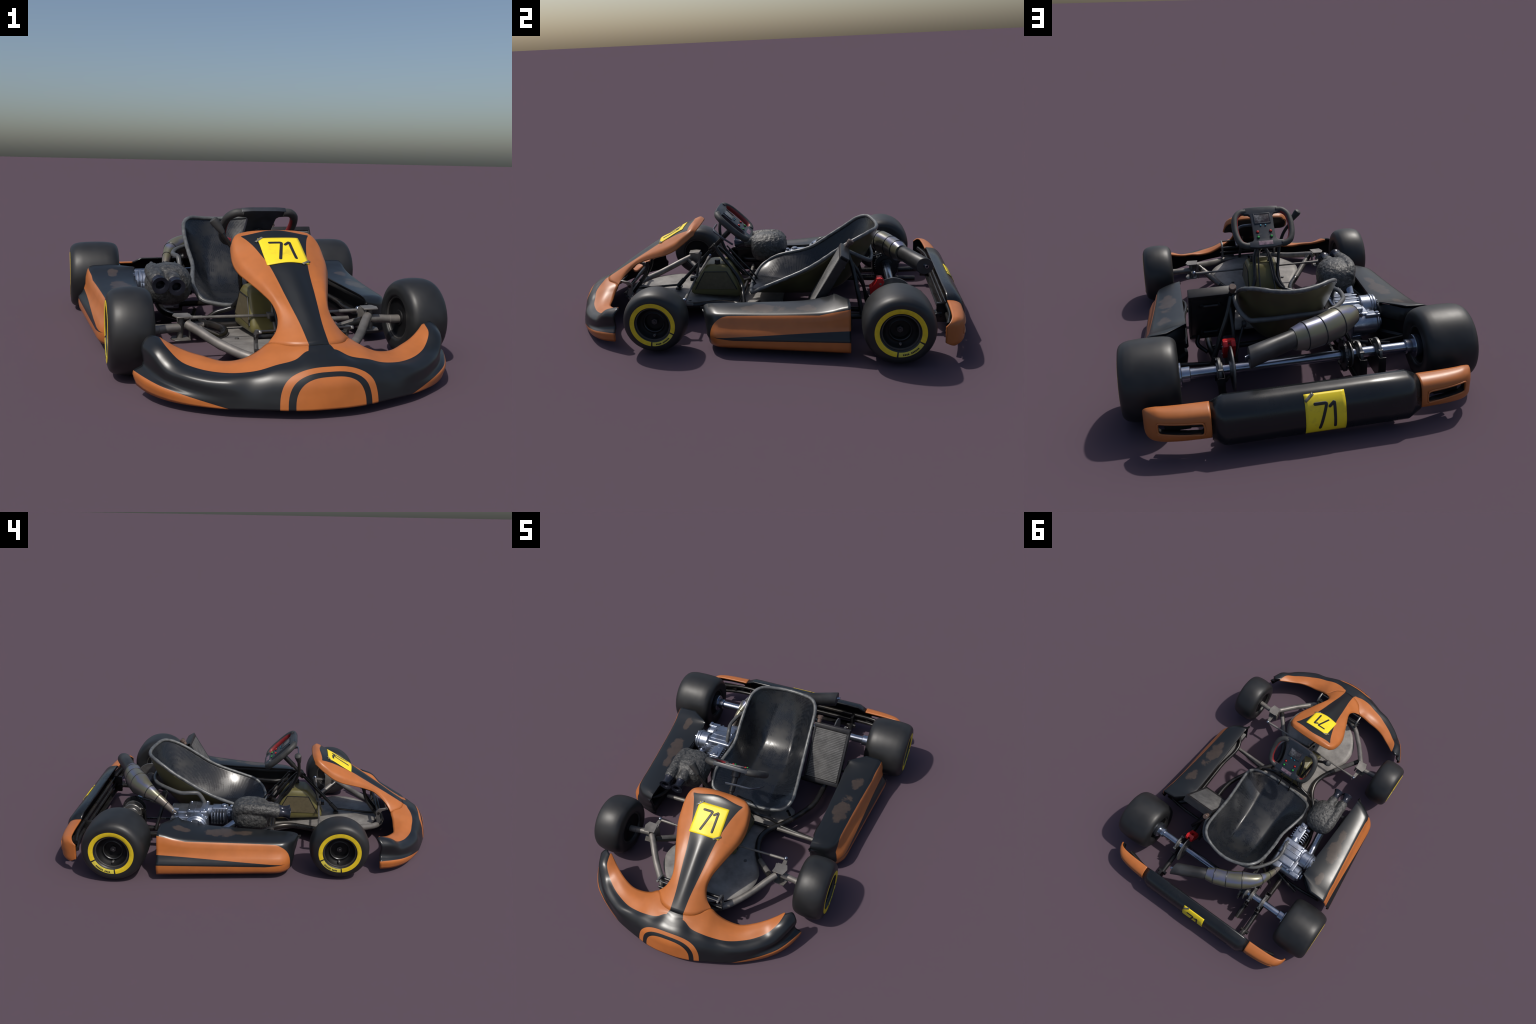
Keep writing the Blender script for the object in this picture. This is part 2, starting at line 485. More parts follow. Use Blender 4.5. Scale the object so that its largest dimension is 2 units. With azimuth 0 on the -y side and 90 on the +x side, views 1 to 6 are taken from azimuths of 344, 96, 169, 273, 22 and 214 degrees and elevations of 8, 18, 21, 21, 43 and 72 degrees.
def patch(ctrl, nu, nv):
    """smooth sheet through a grid of control points ctrl[row][col]; nu per column span, nv per row span"""
    A = np.array([hermite(r, nu) for r in ctrl])
    B = np.array([hermite(A[:, j], nv) for j in range(A.shape[1])]).transpose(1, 0, 2)
    return B            # [rows][cols][3]

def sheet(G, closed_u=False):
    R, C = G.shape[:2]; v = G.reshape(-1, 3); f = []; cells = []
    for i in range(R - 1):
        for j in range(C if closed_u else C - 1):
            j2 = (j + 1) % C
            f.append((i*C+j, i*C+j2, (i+1)*C+j2, (i+1)*C+j)); cells.append((i, j))
    return v, f, cells

def solid(o, t, offset, mat_off=0, rim_off=None):
    m = o.modifiers.new('thickness', 'SOLIDIFY')
    m.thickness = t; m.offset = offset; m.material_offset = mat_off
    m.material_offset_rim = mat_off if rim_off is None else rim_off
    m.use_even_offset = False
    return m

def apply_all(o):
    dg = bpy.context.evaluated_depsgraph_get()
    me = bpy.data.meshes.new_from_object(o.evaluated_get(dg))
    o.modifiers.clear(); o.data = me

def orient(o, ref, want):
    """make sure the sheet's normals agree with direction `want` at the face nearest to ref"""
    me = o.data
    best = min(me.polygons, key=lambda p: (p.center - Vector(ref)).length)
    if best.normal.dot(Vector(want)) < 0: me.flip_normals()

# ------------------------------------------------------------------ front fairing (bumper)
# half stations from the centre to the horn tip: A inner edge, B orange border, E crest, F wall, G step, H lip, C bottom
ST = [
 [(0,-.872,.188),(0,-.905,.172),(0,-.955,.147),(0,-.988,.105),(0,-.995,.070),(0,-.998,.050),(0,-1.0,.028)],
 [(.035,-.870,.1865),(.042,-.890,.176),(.052,-.952,.146),(.058,-.985,.104),(.059,-.992,.070),(.060,-.995,.050),(.060,-.998,.028)],
 [(.085,-.850,.183),(.088,-.906,.156),(.105,-.942,.138),(.112,-.974,.100),(.114,-.982,.068),(.115,-.986,.048),(.116,-.989,.028)],
 [(.140,-.786,.177),(.150,-.907,.143),(.165,-.930,.130),(.175,-.955,.095),(.178,-.963,.065),(.179,-.967,.047),(.180,-.970,.028)],
 [(.178,-.791,.153),(.200,-.897,.127),(.220,-.918,.116),(.235,-.937,.085),(.238,-.945,.060),(.239,-.948,.045),(.240,-.951,.028)],
 [(.224,-.790,.133),(.255,-.884,.119),(.278,-.905,.113),(.295,-.917,.098),(.303,-.921,.060),(.305,-.923,.042),(.306,-.925,.026)],
 [(.285,-.785,.128),(.312,-.858,.116),(.338,-.875,.112),(.357,-.886,.099),(.364,-.887,.062),(.369,-.890,.046),(.369,-.890,.025)],
 [(.340,-.765,.141),(.367,-.826,.121),(.394,-.838,.118),(.414,-.847,.106),(.420,-.846,.067),(.431,-.851,.056),(.428,-.850,.025)],
 [(.389,-.735,.152),(.414,-.788,.134),(.442,-.796,.130),(.462,-.801,.114),(.465,-.802,.076),(.482,-.808,.067),(.476,-.805,.027)],
 [(.430,-.705,.167),(.453,-.743,.170),(.478,-.745,.171),(.498,-.749,.158),(.499,-.749,.089),(.522,-.748,.075),(.515,-.750,.031)],
 [(.462,-.680,.183),(.4675,-.686,.187),(.497,-.671,.191),(.524,-.688,.166),(.523,-.688,.101),(.550,-.686,.084),(.541,-.690,.037)],
]
mir = lambda p: (-p[0], p[1], p[2])
MID = [(0,-.888,.181),(.038,-.880,.1825),(.087,-.879,.1735),(.146,-.846,.168),(.190,-.844,.1495),(.242,-.838,.1345),(.299,-.822,.1285),(.354,-.796,.1355),(.402,-.762,.1465),(.443,-.725,.171),(.465,-.683,.1855)]
ST = [[r[0], m] + r[1:] for r, m in zip(ST, MID)]
full = [[mir(p) for p in s] for s in ST[:0:-1]] + ST
NU, NV = 4, 6
G = patch(full, NU, NV)
front = part('front_fairing')
v, f, cells = sheet(G)
nS = len(ST) - 1
midx = []
for i, j in cells:
    k = abs(i / NV + 0.5 / NV - nS)      # station number from the centre
    midx.append(0 if (j < 2*NU and k > 1.0) else 1)
lower = mk('front_bumper', v, f, ['orange', 'bumper', 'inside'], front, midx)
orient(lower, (0, -1, .06), (0, -1, 0))
sm = solid(lower, 0.010, -1, 2); sm.material_offset_rim = 0
# upper panel rows: centre, border D, ridge R, lip edge A
UP = [
 [(0,-.873,.1885),(.033,-.871,.187),(.086,-.849,.184),(.130,-.799,.1785),(.140,-.787,.1765)],
 [(0,-.802,.240),(.037,-.797,.234),(.070,-.785,.229),(.098,-.769,.219),(.107,-.764,.208)],
 [(0,-.742,.282),(.045,-.736,.273),(.066,-.733,.270),(.084,-.729,.262),(.092,-.728,.243)],
 [(0,-.682,.322),(.053,-.677,.310),(.074,-.680,.306),(.090,-.684,.299),(.098,-.688,.278)],
 [(0,-.622,.361),(.060,-.618,.347),(.086,-.626,.340),(.108,-.632,.328),(.118,-.636,.304)],
 [(0,-.561,.396),(.070,-.558,.385),(.108,-.558,.374),(.138,-.556,.358),(.149,-.556,.333)],
 [(0,-.500,.425),(.086,-.498,.417),(.126,-.499,.402),(.157,-.500,.385),(.169,-.501,.352)],
 [(0,-.450,.452),(.102,-.449,.443),(.137,-.450,.427),(.163,-.452,.410),(.176,-.455,.374)],
 [(0,-.405,.474),(.118,-.410,.460),(.144,-.412,.450),(.162,-.413,.440),(.174,-.412,.404)],
 [(0,-.376,.490),(.130,-.386,.470),(.142,-.384,.468),(.154,-.380,.462),(.167,-.378,.430)],
 [(0,-.357,.487),(.120,-.361,.480),(.132,-.362,.477),(.145,-.364,.470),(.157,-.361,.443)],
 [(0,-.333,.474),(.110,-.339,.469),(.122,-.341,.467),(.134,-.345,.462),(.146,-.350,.449)],
]
fullU = [[mir(p) for p in r[:0:-1]] + r for r in UP]
GU = patch(fullU, 6, 5)
v, f, cells = sheet(GU)
midx = []
for i, j in cells:
    c = abs((j + 0.5) / 6 - 4)
    midx.append(1 if (c < 1 and i < 9 * 5) else 0)
upper = mk('nose_panel', v, f, ['orange', 'black', 'inside'], front, midx)
orient(upper, (0, -.6, .37), (0, -.5, .8))
solid(upper, 0.008, -1, 2).material_offset_rim = 0

dg = bpy.context.evaluated_depsgraph_get()
def bvh_of(o):
    bm = bmesh.new(); bm.from_mesh(o.data)
    t = BVHTree.FromBMesh(bm); bm.free(); return t

def drape(bvh, quad, nu, nv, direc, off):
    """grid laid over a surface: quad(u,v) start points cast along direc; raised by off along the normal"""
    d = Vector(direc).normalized(); g = np.zeros((nv + 1, nu + 1, 3))
    for i in range(nv + 1):
        for j in range(nu + 1):
            p = Vector(quad(j / nu, i / nv))
            h, n, _, _ = bvh.ray_cast(p - d * 0.4, d)
            if h is None: h, n, _, _ = bvh.find_nearest(p)
            if n.dot(d) > 0: n = -n
            g[i, j] = h + n * off
    return g

def ribbon(path, w):
    """outline strips of a stroke: list of cross rows (left, mid, right) with rounded ends"""
    C = np.array(path, float); T = np.gradient(C, axis=0); T /= np.linalg.norm(T, axis=1)[:, None]
    Nn = np.c_[-T[:, 1], T[:, 0]]; rows = []
    h = w / 2
    for a in (80, 60, 40, 20):
        s, c = math.sin(math.radians(a)), math.cos(math.radians(a))
        rows.append((C[0] - T[0]*h*s, Nn[0]*h*c))
    rows += [(c, n*h) for c, n in zip(C, Nn)]
    for a in (20, 40, 60, 80):
        s, c = math.sin(math.radians(a)), math.cos(math.radians(a))
        rows.append((C[-1] + T[-1]*h*s, Nn[-1]*h*c))
    return [[c + n*k for k in (1, .5, 0, -.5, -1)] for c, n in rows]

def digits(bvh, quad, direc, off, parent, w=0.072):
    def stroke(name, path):
        rows = ribbon(path, w); g = np.zeros((len(rows), 5, 3)); d = Vector(direc).normalized()
        for i, r in enumerate(rows):
            for j, (a, b) in enumerate(r):
                p = Vector(quad(a, b)); h, n, _, _ = bvh.ray_cast(p - d*0.4, d)
                if h is None: h, n, _, _ = bvh.find_nearest(p)
                if n.dot(d) > 0: n = -n
                g[i, j] = h + n*off
        v, f, _ = sheet(g)
        o = mk(name, v, f, ['ink'], parent)
        orient(o, g[len(rows)//2, 2], -d); solid(o, 0.0008, 1)
    def p2(P, r, n=10):
        q = bend([(a, b, 0) for a, b in P], n=5, r=r)[:, :2]
        # even sampling
        d = np.r_[0, np.cumsum(np.linalg.norm(np.diff(q, axis=0), axis=1))]
        t = np.linspace(0, d[-1], 40)
        return np.c_[np.interp(t, d, q[:, 0]), np.interp(t, d, q[:, 1])]
    stroke('digit_seven', p2([(.24, .785), (.53, .785), (.345, .16)], .035))
    stroke('digit_one', p2([(.60, .70), (.72, .80), (.72, .17)], .03))

# number plate on the nose (v = 0 at the lower edge)
bv = bvh_of(upper)
def quadN(u, v):
    x = (u - .5) * .155
    y = -.557 + v * .137
    return (x, y, .42)
dN = (0, .5, -.85)
def quadNd(u, v):
    p = quadN(u, v); zs = .389 + (p[1] + .557) * .52
    return (p[0], p[1], zs)
g = drape(bv, quadNd, 16, 16, dN, .0012)
v, f, _ = sheet(g)
pl = mk('number_plate', v, f, ['plate'], front); orient(pl, (0, -.48, .44), (0, -.5, .85)); solid(pl, .0012, 1)
digits(bv, quadNd, dN, .0026, pl)
for (u, vv, a) in ((.03, .95, 40), (.93, .05, 35)):
    def qt(s, t, u=u, vv=vv, a=a):
        ca, sa = math.cos(math.radians(a)), math.sin(math.radians(a))
        s2, t2 = (s-.5)*.26, (t-.5)*.06
        return quadNd(u + ca*s2 - sa*t2, vv + sa*s2 + ca*t2)
    gt = drape(bv, qt, 6, 2, dN, .0028); v, f, _ = sheet(gt)
    o = mk('tape', v, f, ['tape'], pl); orient(o, gt[1, 3], (0, -.5, .85)); solid(o, .0005, 1)

# ------------------------------------------------------------------ rear bumper
rear = part('rear_bumper')
prof = lambda x, top, sh, back, low, und: [(x, *top), (x, *sh), (x, sh[0]+(back[0]-sh[0])*.62, sh[1]-(sh[1]-back[1])*.22), (x, *back), (x, *low), (x, *und)]
RB = []
mid = [(.895,.209),(.944,.199),(.976,.168),(.991,.125),(.995,.088),(.984,.050),(.965,.030)]
cham = [(.897,.186),(.935,.180),(.957,.160),(.967,.125),(.970,.095),(.967,.071),(.955,.056)]
def seg_mesh(name, rows, mat, nv):
    g = np.array([hermite(r, 5) for r in rows])
    if nv > 1: g = np.array([hermite(g[:, j], nv) for j in range(g.shape[1])]).transpose(1, 0, 2)
    v, f, _ = sheet(g)
    o = mk(name, v, f, [mat, 'inside'], rear, angle=30); orient(o, (rows[0][3]), (0, 1, 0)); solid(o, .009, -1, 1).material_offset_rim = 0
    return o
row = lambda x, P: [(x, a, b) for a, b in P]
g_rows = [row(-.405, cham), row(-.356, mid), row(-.2, mid), row(0, mid), row(.2, mid), row(.356, mid), row(.405, cham)]
centre = seg_mesh('bumper_centre', g_rows, 'rearblack', 1)
for sgn in (-1, 1):
    fold = lambda x: float(np.interp(x, [.405,.43,.45,.50,.55,.585,.60,.618,.635,.645,.650], [1,.995,.985,.955,.89,.81,.745,.63,.45,.25,0]))
    zt = lambda x: .141 + (x-.43)*.045; zb = lambda x: .090 + (x-.43)*.080
    S = []
    for x in (.405,.430,.45,.50,.55,.585,.600,.618,.635,.645,.650):
        F = fold(x); e = min(1, (x-.405)/.2); q = max(0., (x-.60)/.05)
        xx = min(max(x, .43), .60)
        lo = float(np.interp(x, [.405,.60,.618,.635,.645,.650], [.070,.068,.068,.072,.080,.092]))
        tp = float(np.interp(x, [.405,.60,.618,.635,.645,.650], [.187,.187,.184,.178,.169,.157]))
        P = [(.897,tp),(.935,tp - .004),(.958,tp - .017),(.968, min(zt(xx), tp - .030)),(.969, max(zb(xx), lo + .014)),(.962,lo + .002),(.940,lo - .010)]
        S.append([(sgn*x, .857 + (a - .857)*F, b) for a, b in P])
    g = np.array([hermite(r, 4) for r in S])
    g = np.array([hermite(g[:, j], 3) for j in range(g.shape[1])]).transpose(1, 0, 2)
    v, f, cells = sheet(g)
    keep = [q for q, (i, j) in zip(f, cells) if not (3 <= i < 18 and 12 <= j < 16)]
    o = mk('bumper_end', v, keep, ['orange', 'inside'], rear, angle=40); orient(o, S[2][2], (0, .8, .5)); solid(o, .009, -1, 1).material_offset_rim = 0
    # rolled lip round the opening, with rounded corners
    loop = [g[i, 12] for i in range(3, 19)] + [g[18, j] for j in range(13, 17)] + [g[i, 16] for i in range(17, 2, -1)] + [g[3, j] for j in range(15, 11, -1)]
    L = np.array(loop[:-1])
    for _ in range(3): L = (np.roll(L, 1, 0) + 2*L + np.roll(L, -1, 0))/4
    L[:, 1] -= .001
    v, f = sweep(np.vstack([L, L[:1]]), .0036, 10, caps=False)
    mk('slot_lip', v, f, ['orange'], o)
    g2 = Geo(); L2 = L.copy(); L2[:, 1] -= .034
    n = len(L); g2.add([tuple(p) for p in L] + [tuple(p) for p in L2], [(i, (i+1) % n, n+(i+1) % n, n+i) for i in range(n)])
    w = g2.make('slot_wall', ['inside'], o); solid(w, .003, 0)
bv = bvh_of(centre)
def quadR(u, v):
    s = v   # wraps over the shoulder
    return (.078 - u*.156 - .018, .99, .047 + v*.152)
dR = (0, -1, -.12)
g = drape(bv, quadR, 12, 24, dR, .0012); v, f, _ = sheet(g)
pr_ = mk('number_plate', v, f, ['plate'], rear); orient(pr_, (0, .99, .12), (0, 1, 0)); solid(pr_, .0012, 1)
digits(bv, quadR, dR, .0026, pr_)
def qt(s, t): return quadR(.12 + (s-.5)*.22 - (t-.5)*.04, .93 + (s-.5)*.14 + (t-.5)*.05)
gt = drape(bv, qt, 6, 2, dR, .0028); v, f, _ = sheet(gt)
o = mk('tape', v, f, ['tape'], pr_); orient(o, gt[1, 3], (0, .7, .7)); solid(o, .0005, 1)
ge = Geo()
for yy, zz, r in ((.908, .135, .0105), (.905, .095, .0105)):
    ge.add(*tube([(-.57, yy-.03, zz), (-.45, yy, zz), (.45, yy, zz), (.57, yy-.03, zz)], r, corner=.05))
ge.add(*box((0, .911, .050), (.64, .046, .010), bev=.003))
for s in (-1, 1):
    ge.add(*box((s*.525, .905, .112), (.10, .03, .040), bev=.006))
    ge.add(*box((s*.33, .885, .095), (.02, .05, .10), bev=.004))
ge.make('bumper_support', ['rail'], rear)

# ------------------------------------------------------------------ wheels
def wheel(name, c, R, hw, side, rim_r, ring_in, ring_out):
    w = part(name)
    s = hw
    k = R / .166
    if R < .16:      # slick front tyre: strongly rounded crown
        out = [(s*.86, rim_r), (s*.90, rim_r+.003), (s*.95, ring_in-.003), (s*1.0, ring_out-.006), (s*1.0, ring_out+.004), (s*.97, R*.80), (s*.90, R*.875), (s*.76, R*.935), (s*.55, R*.972), (s*.28, R*.994)]
    else:
        out = [(s*.84, rim_r), (s*.89, rim_r+.003), (s*.95, ring_in-.003), (s*1.0, ring_out-.006), (s*1.0, ring_out+.004), (s*.985, R*.815), (s*.93, R*.885), (s*.82, R*.942), (s*.62, R*.980), (s*.35, R*.996)]
    prof = hermite([(a, b, 0) for a, b in out] + [(0, R, 0)] + [(-a, b, 0) for a, b in out[::-1]], 4)[:, :2]
    ax = (side, 0, 0)
    v, f = lathe(list(map(tuple, prof)) + [tuple(prof[0])], c, ax, 72)
    # close the inside of the tyre ring
    mk('tyre', v, f, ['tyre'], w)
    # coloured side band (proud of the side wall by a millimetre), with a label arc low down
    yi, yo = ring_in, ring_out
    def wall(r): 
        i = np.argsort(prof[:len(prof)//2, 1]); return float(np.interp(r, prof[:len(prof)//2, 1][i], prof[:len(prof)//2, 0][i]))
    def arc(nm, a0, a1, mat, r0, r1, up=.0012):
        n = 5; rs = np.linspace(r0, r1, n)
        pr = [(wall(r)+up, r) for r in rs]; pr = [(wall(r0)-.002, r0)] + pr + [(wall(r1)-.002, r1)]
        v, f = lathe(pr, c, ax, max(4, int(64*abs(a1-a0)/(2*PI))), a0, a1)
        o = mk(nm, v, f, [mat], w, angle=60); return o
    d = math.radians
    # angle 0 is straight down; for side=+1 the positive angle runs towards +y
    t0, t1 = (d(-5), d(62))
    gap = d(4)
    arc('side_band', t1+gap, t0+2*PI-gap, 'yellow', yi, yo)
    arc('side_label', t0, t1, 'yellowpale', yi+.001, yo-.001)
    # small illegible lettering on the label
    k0 = t0 + (t1-t0)*.16; n = 11; wd = (t1-t0)*.66/n
    g = Geo()
    for i in range(n):
        if i in (4,): continue
        r0 = yi + (yo-yi)*.36; r1 = yi + (yo-yi)*.68
        pr = [(wall(r)+.0022, r) for r in (r0, (r0+r1)/2, r1)]
        v, f = lathe(pr, c, ax, 2, k0 + i*wd, k0 + i*wd + wd*.66)
        g.add(v, f)
    o = g.make('side_lettering', ['ink'], w); solid(o, .0006, 1)
    # rim: lip, barrel and recessed dish, both sides open
    e = s*.90
    g = Geo()
    for k in (1, -1):
        v, f = lathe([(k*(e-.004), rim_r+.006), (k*e, rim_r+.003), (k*e, rim_r-.001), (k*(e-.004), rim_r-.003)], c, ax, 64); g.add(v, f, 1)
    fl = e - .027      # floor of the outer dish
    v, f = lathe([(e-.004, rim_r-.003), (e-.012, rim_r-.008), (fl+.004, rim_r-.014), (fl, rim_r-.02), (fl, .054), (e-.025, .0505), (e-.023, .048), (e-.026, .045), (e-.044, .041), (e-.046, .015), (e-.046, 0)], c, ax, 64); g.add(v, f, 0)
    fi = -e + .010
    v, f = lathe([(-e+.004, rim_r-.003), (-e+.008, rim_r-.005), (fi, rim_r-.008), (fi, .03), (fi-.004, .028), (fi-.004, 0)], c, ax, 64); g.add(v, f, 0)
    v, f = lathe([(e-.0245, .0506), (e-.0222, .048), (e-.0255, .0450)], c, ax, 48); g.add(v, f, 2)
    g.make('rim', ['rim', 'rimedge', 'darkSteel'], w)
    g = Geo()
    X = Vector(ax)
    g.add(*cyl(Vector(c)+X*(e-.05), Vector(c)+X*(e-.032), .016, 6, .002))
    g.add(*cyl(Vector(c)+X*(e-.034), Vector(c)+X*(e-.026), .006, 12, .001))
    g.make('axle_nut', ['darkSteel'], w)
    g = Geo()
    p = Vector(c) + X*(fl-.004) + Vector((0, 0, -.060))
    g.add(*cyl(p, p + X*.02, .006, 10, .001)); g.add(*cyl(p + X*.018, p + X*.026, .0035, 8))
    g.make('valve', ['plateSteel'], w)
    return w

RZ, FZ = .166, .158
for s in (1, -1):
    wheel('rear_wheel', (s*.616, .652, RZ), .163, .116, s, .080, .091, .113)
    wheel('front_wheel', (s*.543, -.473, FZ), .1515, .077, s, .079, .0865, .107)

# ------------------------------------------------------------------ side pods
def pod(name, s, dx, mat):
    # y, inner edge height, outer shoulder height
    sh = [(.44,.245,.243),(.40,.246,.233),(.36,.241,.219),(.31,.225,.209),(.25,.212,.203),(.18,.206,.198),(.05,.202,.191),(-.08,.199,.187),(-.165,.197,.184)]
    def lin(y, a, b): return a + (b - a) * (.44 - y) / .655       # value at rear -> value at front
    def section(y, zi, zo, ins=0.0, zdrop=0.0):
        xi = (lin(y, .447, .441) if s > 0 else lin(y, .414, .440)) - .0
        xo = lin(y, .622, .555); xl = lin(y, .668, .602)
        st = max(0.0, min(1.0, (y + .17) / .45))               # how deep the step is, fading to the front
        zi -= zdrop; zo -= zdrop
        lz = .078 + .03*y
        P = [(xi - .001, zi - .012), (xi, zi - .002), (xi + .012, zi), ((xi + xo) / 2, (zi+zo)/2 + .003), (xo - .020, zo + .001), (xo - .004, zo - .005), (xo + .004, zo - .018)]
        z1, z0 = zo - .018, lz + .042
        P += [(xo + .010 + .002*st, z1 - (z1 - z0)*.35), (xo + .014 + .004*(1-st), z1 - (z1 - z0)*.72), (xo + .022 + .010*(1-st), z0),
              (xl - .010*st - .002, lz + .021), (xl - .001, lz + .010), (xl, lz + .002), (xl + .001, lz - .02), (xl - .003, .046), (xl - .010, .035)]
        return [(max(xi - .001, x - ins), z) for x, z in P], xi
    rows = []
    def put(y, sec, dy=None):
        sec, xi = sec
        w = max(0., min(1., (-.02 - y)/.20)); w = w*w*(3 - 2*w)
        row = []
        for x, z in sec:
            yy = y + w*(.30*(x - xi) - .036)                   # the nose face is slanted: the inner corner leads
            if y > .37 and z > .20:                            # rear edge of the top is chamfered inwards
                yy = min(yy, .442 - max(0., .095 - (x - xi))*.85)
            if dy and z < .07: yy += dy
            row.append((s*x + dx, yy, z))
        rows.append(row)
    for y, zi, zo in sh: put(y, section(y, zi, zo))
    r = .062
    for a in (18, 36, 54, 70, 82, 90):
        a = math.radians(a); y = -.168 - r*math.sin(a)
        q = 1 - math.cos(a)
        put(y, section(y, .197, .184, ins=r*q, zdrop=.024*q), .010*math.sin(a))
    last = rows[-1]; xi = last[0][0]
    rows.append([(xi + (p[0]-xi)*.5, p[1] - .010, p[2]) for p in last])
    rows.append([(xi + (p[0]-xi)*.02, p[1] - .012 - .25*abs(p[0]-xi)*0, p[2]) for p in last])
    A = np.array(rows)
    A = np.array([hermite(A[:, j], 3) for j in range(A.shape[1])]).transpose(1, 0, 2)
    v, f, _ = sheet(A)
    o = mk(name, v, f, [mat, 'inside'], None, angle=50)
    orient(o, (s*.54 + dx, .1, .2), (0, 0, 1)); solid(o, .006, -1, 1).material_offset_rim = 0
    xr, xf = (.447, .441) if s > 0 else (.414, .440)
    path = [(xf+.075, -.222, .186, 0., 1.), (xf+.03, -.240, .190, .3, 1.), (xf+.006, -.240, .193, .8, .6), (xf+.003, -.20, .197, 1., 0.), (xf+.003, -.05, .199, 1., 0.), ((xr+xf)/2+.004, .10, .203, 1., 0.), (xr+.002, .20, .207, 1., 0.),
            (xr+.001, .30, .222, 1., 0.), (xr+.002, .355, .240, .8, -.5), (xr+.028, .382, .244, .7, -.7), (xr+.060, .409, .243, .6, -.8), (xr+.095, .436, .241, .2, -1.), (xr+.14, .437, .241, 0., -1.), (xr+.172, .437, .238, 0., -1.)]
    W_ = []
    for x, y, zi, nx, ny in path:
        d = .034 if y < .34 else .016
        W_.append([(s*(x + nx*q) + dx, y + ny*q*.5, z) for q, z in ((.004, zi-.008), (.006, .168), (d, .158), (d, .100), (.001, .092), (.001, .074), (.006, .042))])
    W_ = np.array(W_)
    v, f, _ = sheet(np.array([hermite(W_[:, j], 3) for j in range(7)]).transpose(1, 0, 2))
    iw = mk('inner_wall', v, f, ['podin'], o, angle=30); orient(iw, (s*.45+dx, 0, .06), (-s, 0, 0)); solid(iw, .004, -1)
    g = Geo()
    g.add(*tube([(s*.452+dx, .33, .118), (s*.445+dx, .05, .116), (s*.440+dx, -.16, .114), (s*.475+dx, -.20, .113)], .011, n=5))
    g.add(*tube([(s*.53+dx, .33, .085), (s*.505+dx, .05, .085), (s*.485+dx, -.16, .085)], .009, n=5))
    g.make('pod_rail', ['rail'], o)
    return o
pod('side_pod', 1, 0.0, 'podR')
pod('side_pod', -1, -.030, 'podL')

# ------------------------------------------------------------------ chassis
ch = part('chassis')
g = Geo()
for s in (1, -1):
    # main rail: from the kingpin inwards, along the floor, out round the seat and back to the axle
    P = [(s*.318,-.497,.160),(s*.268,-.440,.124),(s*.212,-.372,.088),(s*.166,-.290,.078),(s*.152,-.225,.078),(s*.170,-.155,.078),(s*.225,-.085,.078),(s*.290,.020,.078),(s*.335,.120,.078),(s*.345,.25,.078),(s*.338,.40,.078),(s*.333,.60,.080),(s*.333,.885,.086)]
    g.add(*tube(P, .0155, n=6))
    g.add(*cyl((s*.305,.86,.086), (s*.360,.86,.086), .012))
    g.add(*tube([(s*.20,-.10,.078), (s*.425,-.125,.075)], .010))
g.add(*cyl((-.335,.30,.075), (.335,.30,.075), .013))
g.add(*tube([(-.238,.30,.072), (-.237,.55,.068), (-.237,.82,.062)], .015))
g.add(*tube([(.238,.30,.075), (.26,.5,.08), (.33,.62,.08)], .012))
g.add(*cyl((-.20,-.13,.075), (.20,-.13,.075), .010))
g.add(*tube([(.35,.44,.075), (.50,.44,.090), (.58,.43,.10)], .010))
g.add(*tube([(-.35,.44,.075), (-.50,.44,.090), (-.60,.43,.10)], .010))
g.make('frame_rail', ['rail'], ch)
g = Geo()
for s in (1, -1):
    g.add(*tube([(s*.344,-.487,.173),(s*.315,-.526,.161),(s*.272,-.587,.139),(s*.220,-.649,.119),(s*.164,-.706,.106),(s*.095,-.738,.099),(0,-.745,.098)], .0165, n=6))
    g.add(*tube([(s*.30,-.475,.150),(s*.215,-.375,.092)], .0145))
g.add(*tube([(-.212,-.122,.075),(-.31,-.124,.075),(-.455,-.127,.076)], .0115))
g.add(*tube([(.212,-.122,.075),(.31,-.124,.075),(.425,-.127,.076)], .0115))
g.make('front_beam', ['beam'], ch)
# floor plate
half = [(0,-.728),(.06,-.722),(.13,-.690),(.172,-.660),(.213,-.617),(.240,-.570),(.250,-.517),(.246,-.462),(.220,-.412),(.185,-.350),(.160,-.29),(.150,-.225),(.168,-.150),(.22,-.08),(.25,-.02),(.25,.06),(.2,.09)]
C = half + [(-x, y) for x, y in half[:0:-1]]
fz = lambda y: float(np.interp(y, [-.73,-.50,-.35,-.15,0,.1], [.101,.093,.074,.050,.043,.040]))
C = [tuple(p) for p in bend([(x, y, 0) for x, y in C + C[:1]], n=2, r=.012)[:-1, :2]]
ys = sorted(set(round(y, 4) for _, y in C))
Cx = sorted([(y, x) for x, y in C if x >= 0])
g_ = []
for y in np.linspace(-.727, .088, 60):
    w = float(np.interp(y, [a for a, _ in Cx], [b for _, b in Cx]))
    g_.append([(w*k/8, y, fz(y)) for k in range(-8, 9)])
v, f, _ = sheet(np.array(g_))
fp = mk('floor_plate', v, f, ['tray'], ch); orient(fp, (0, 0, .1), (0, 0, 1)); solid(fp, .006, 1)
g = Geo()
for s in (1, -1):
    g.add(*cyl((s*.142,-.40,.078), (s*.142,-.40,.092), .008, 12))
    g.add(*cyl((s*.13,-.03,.042), (s*.13,-.03,.056), .008, 12))
g.make('floor_bolt', ['plateSteel'], ch)
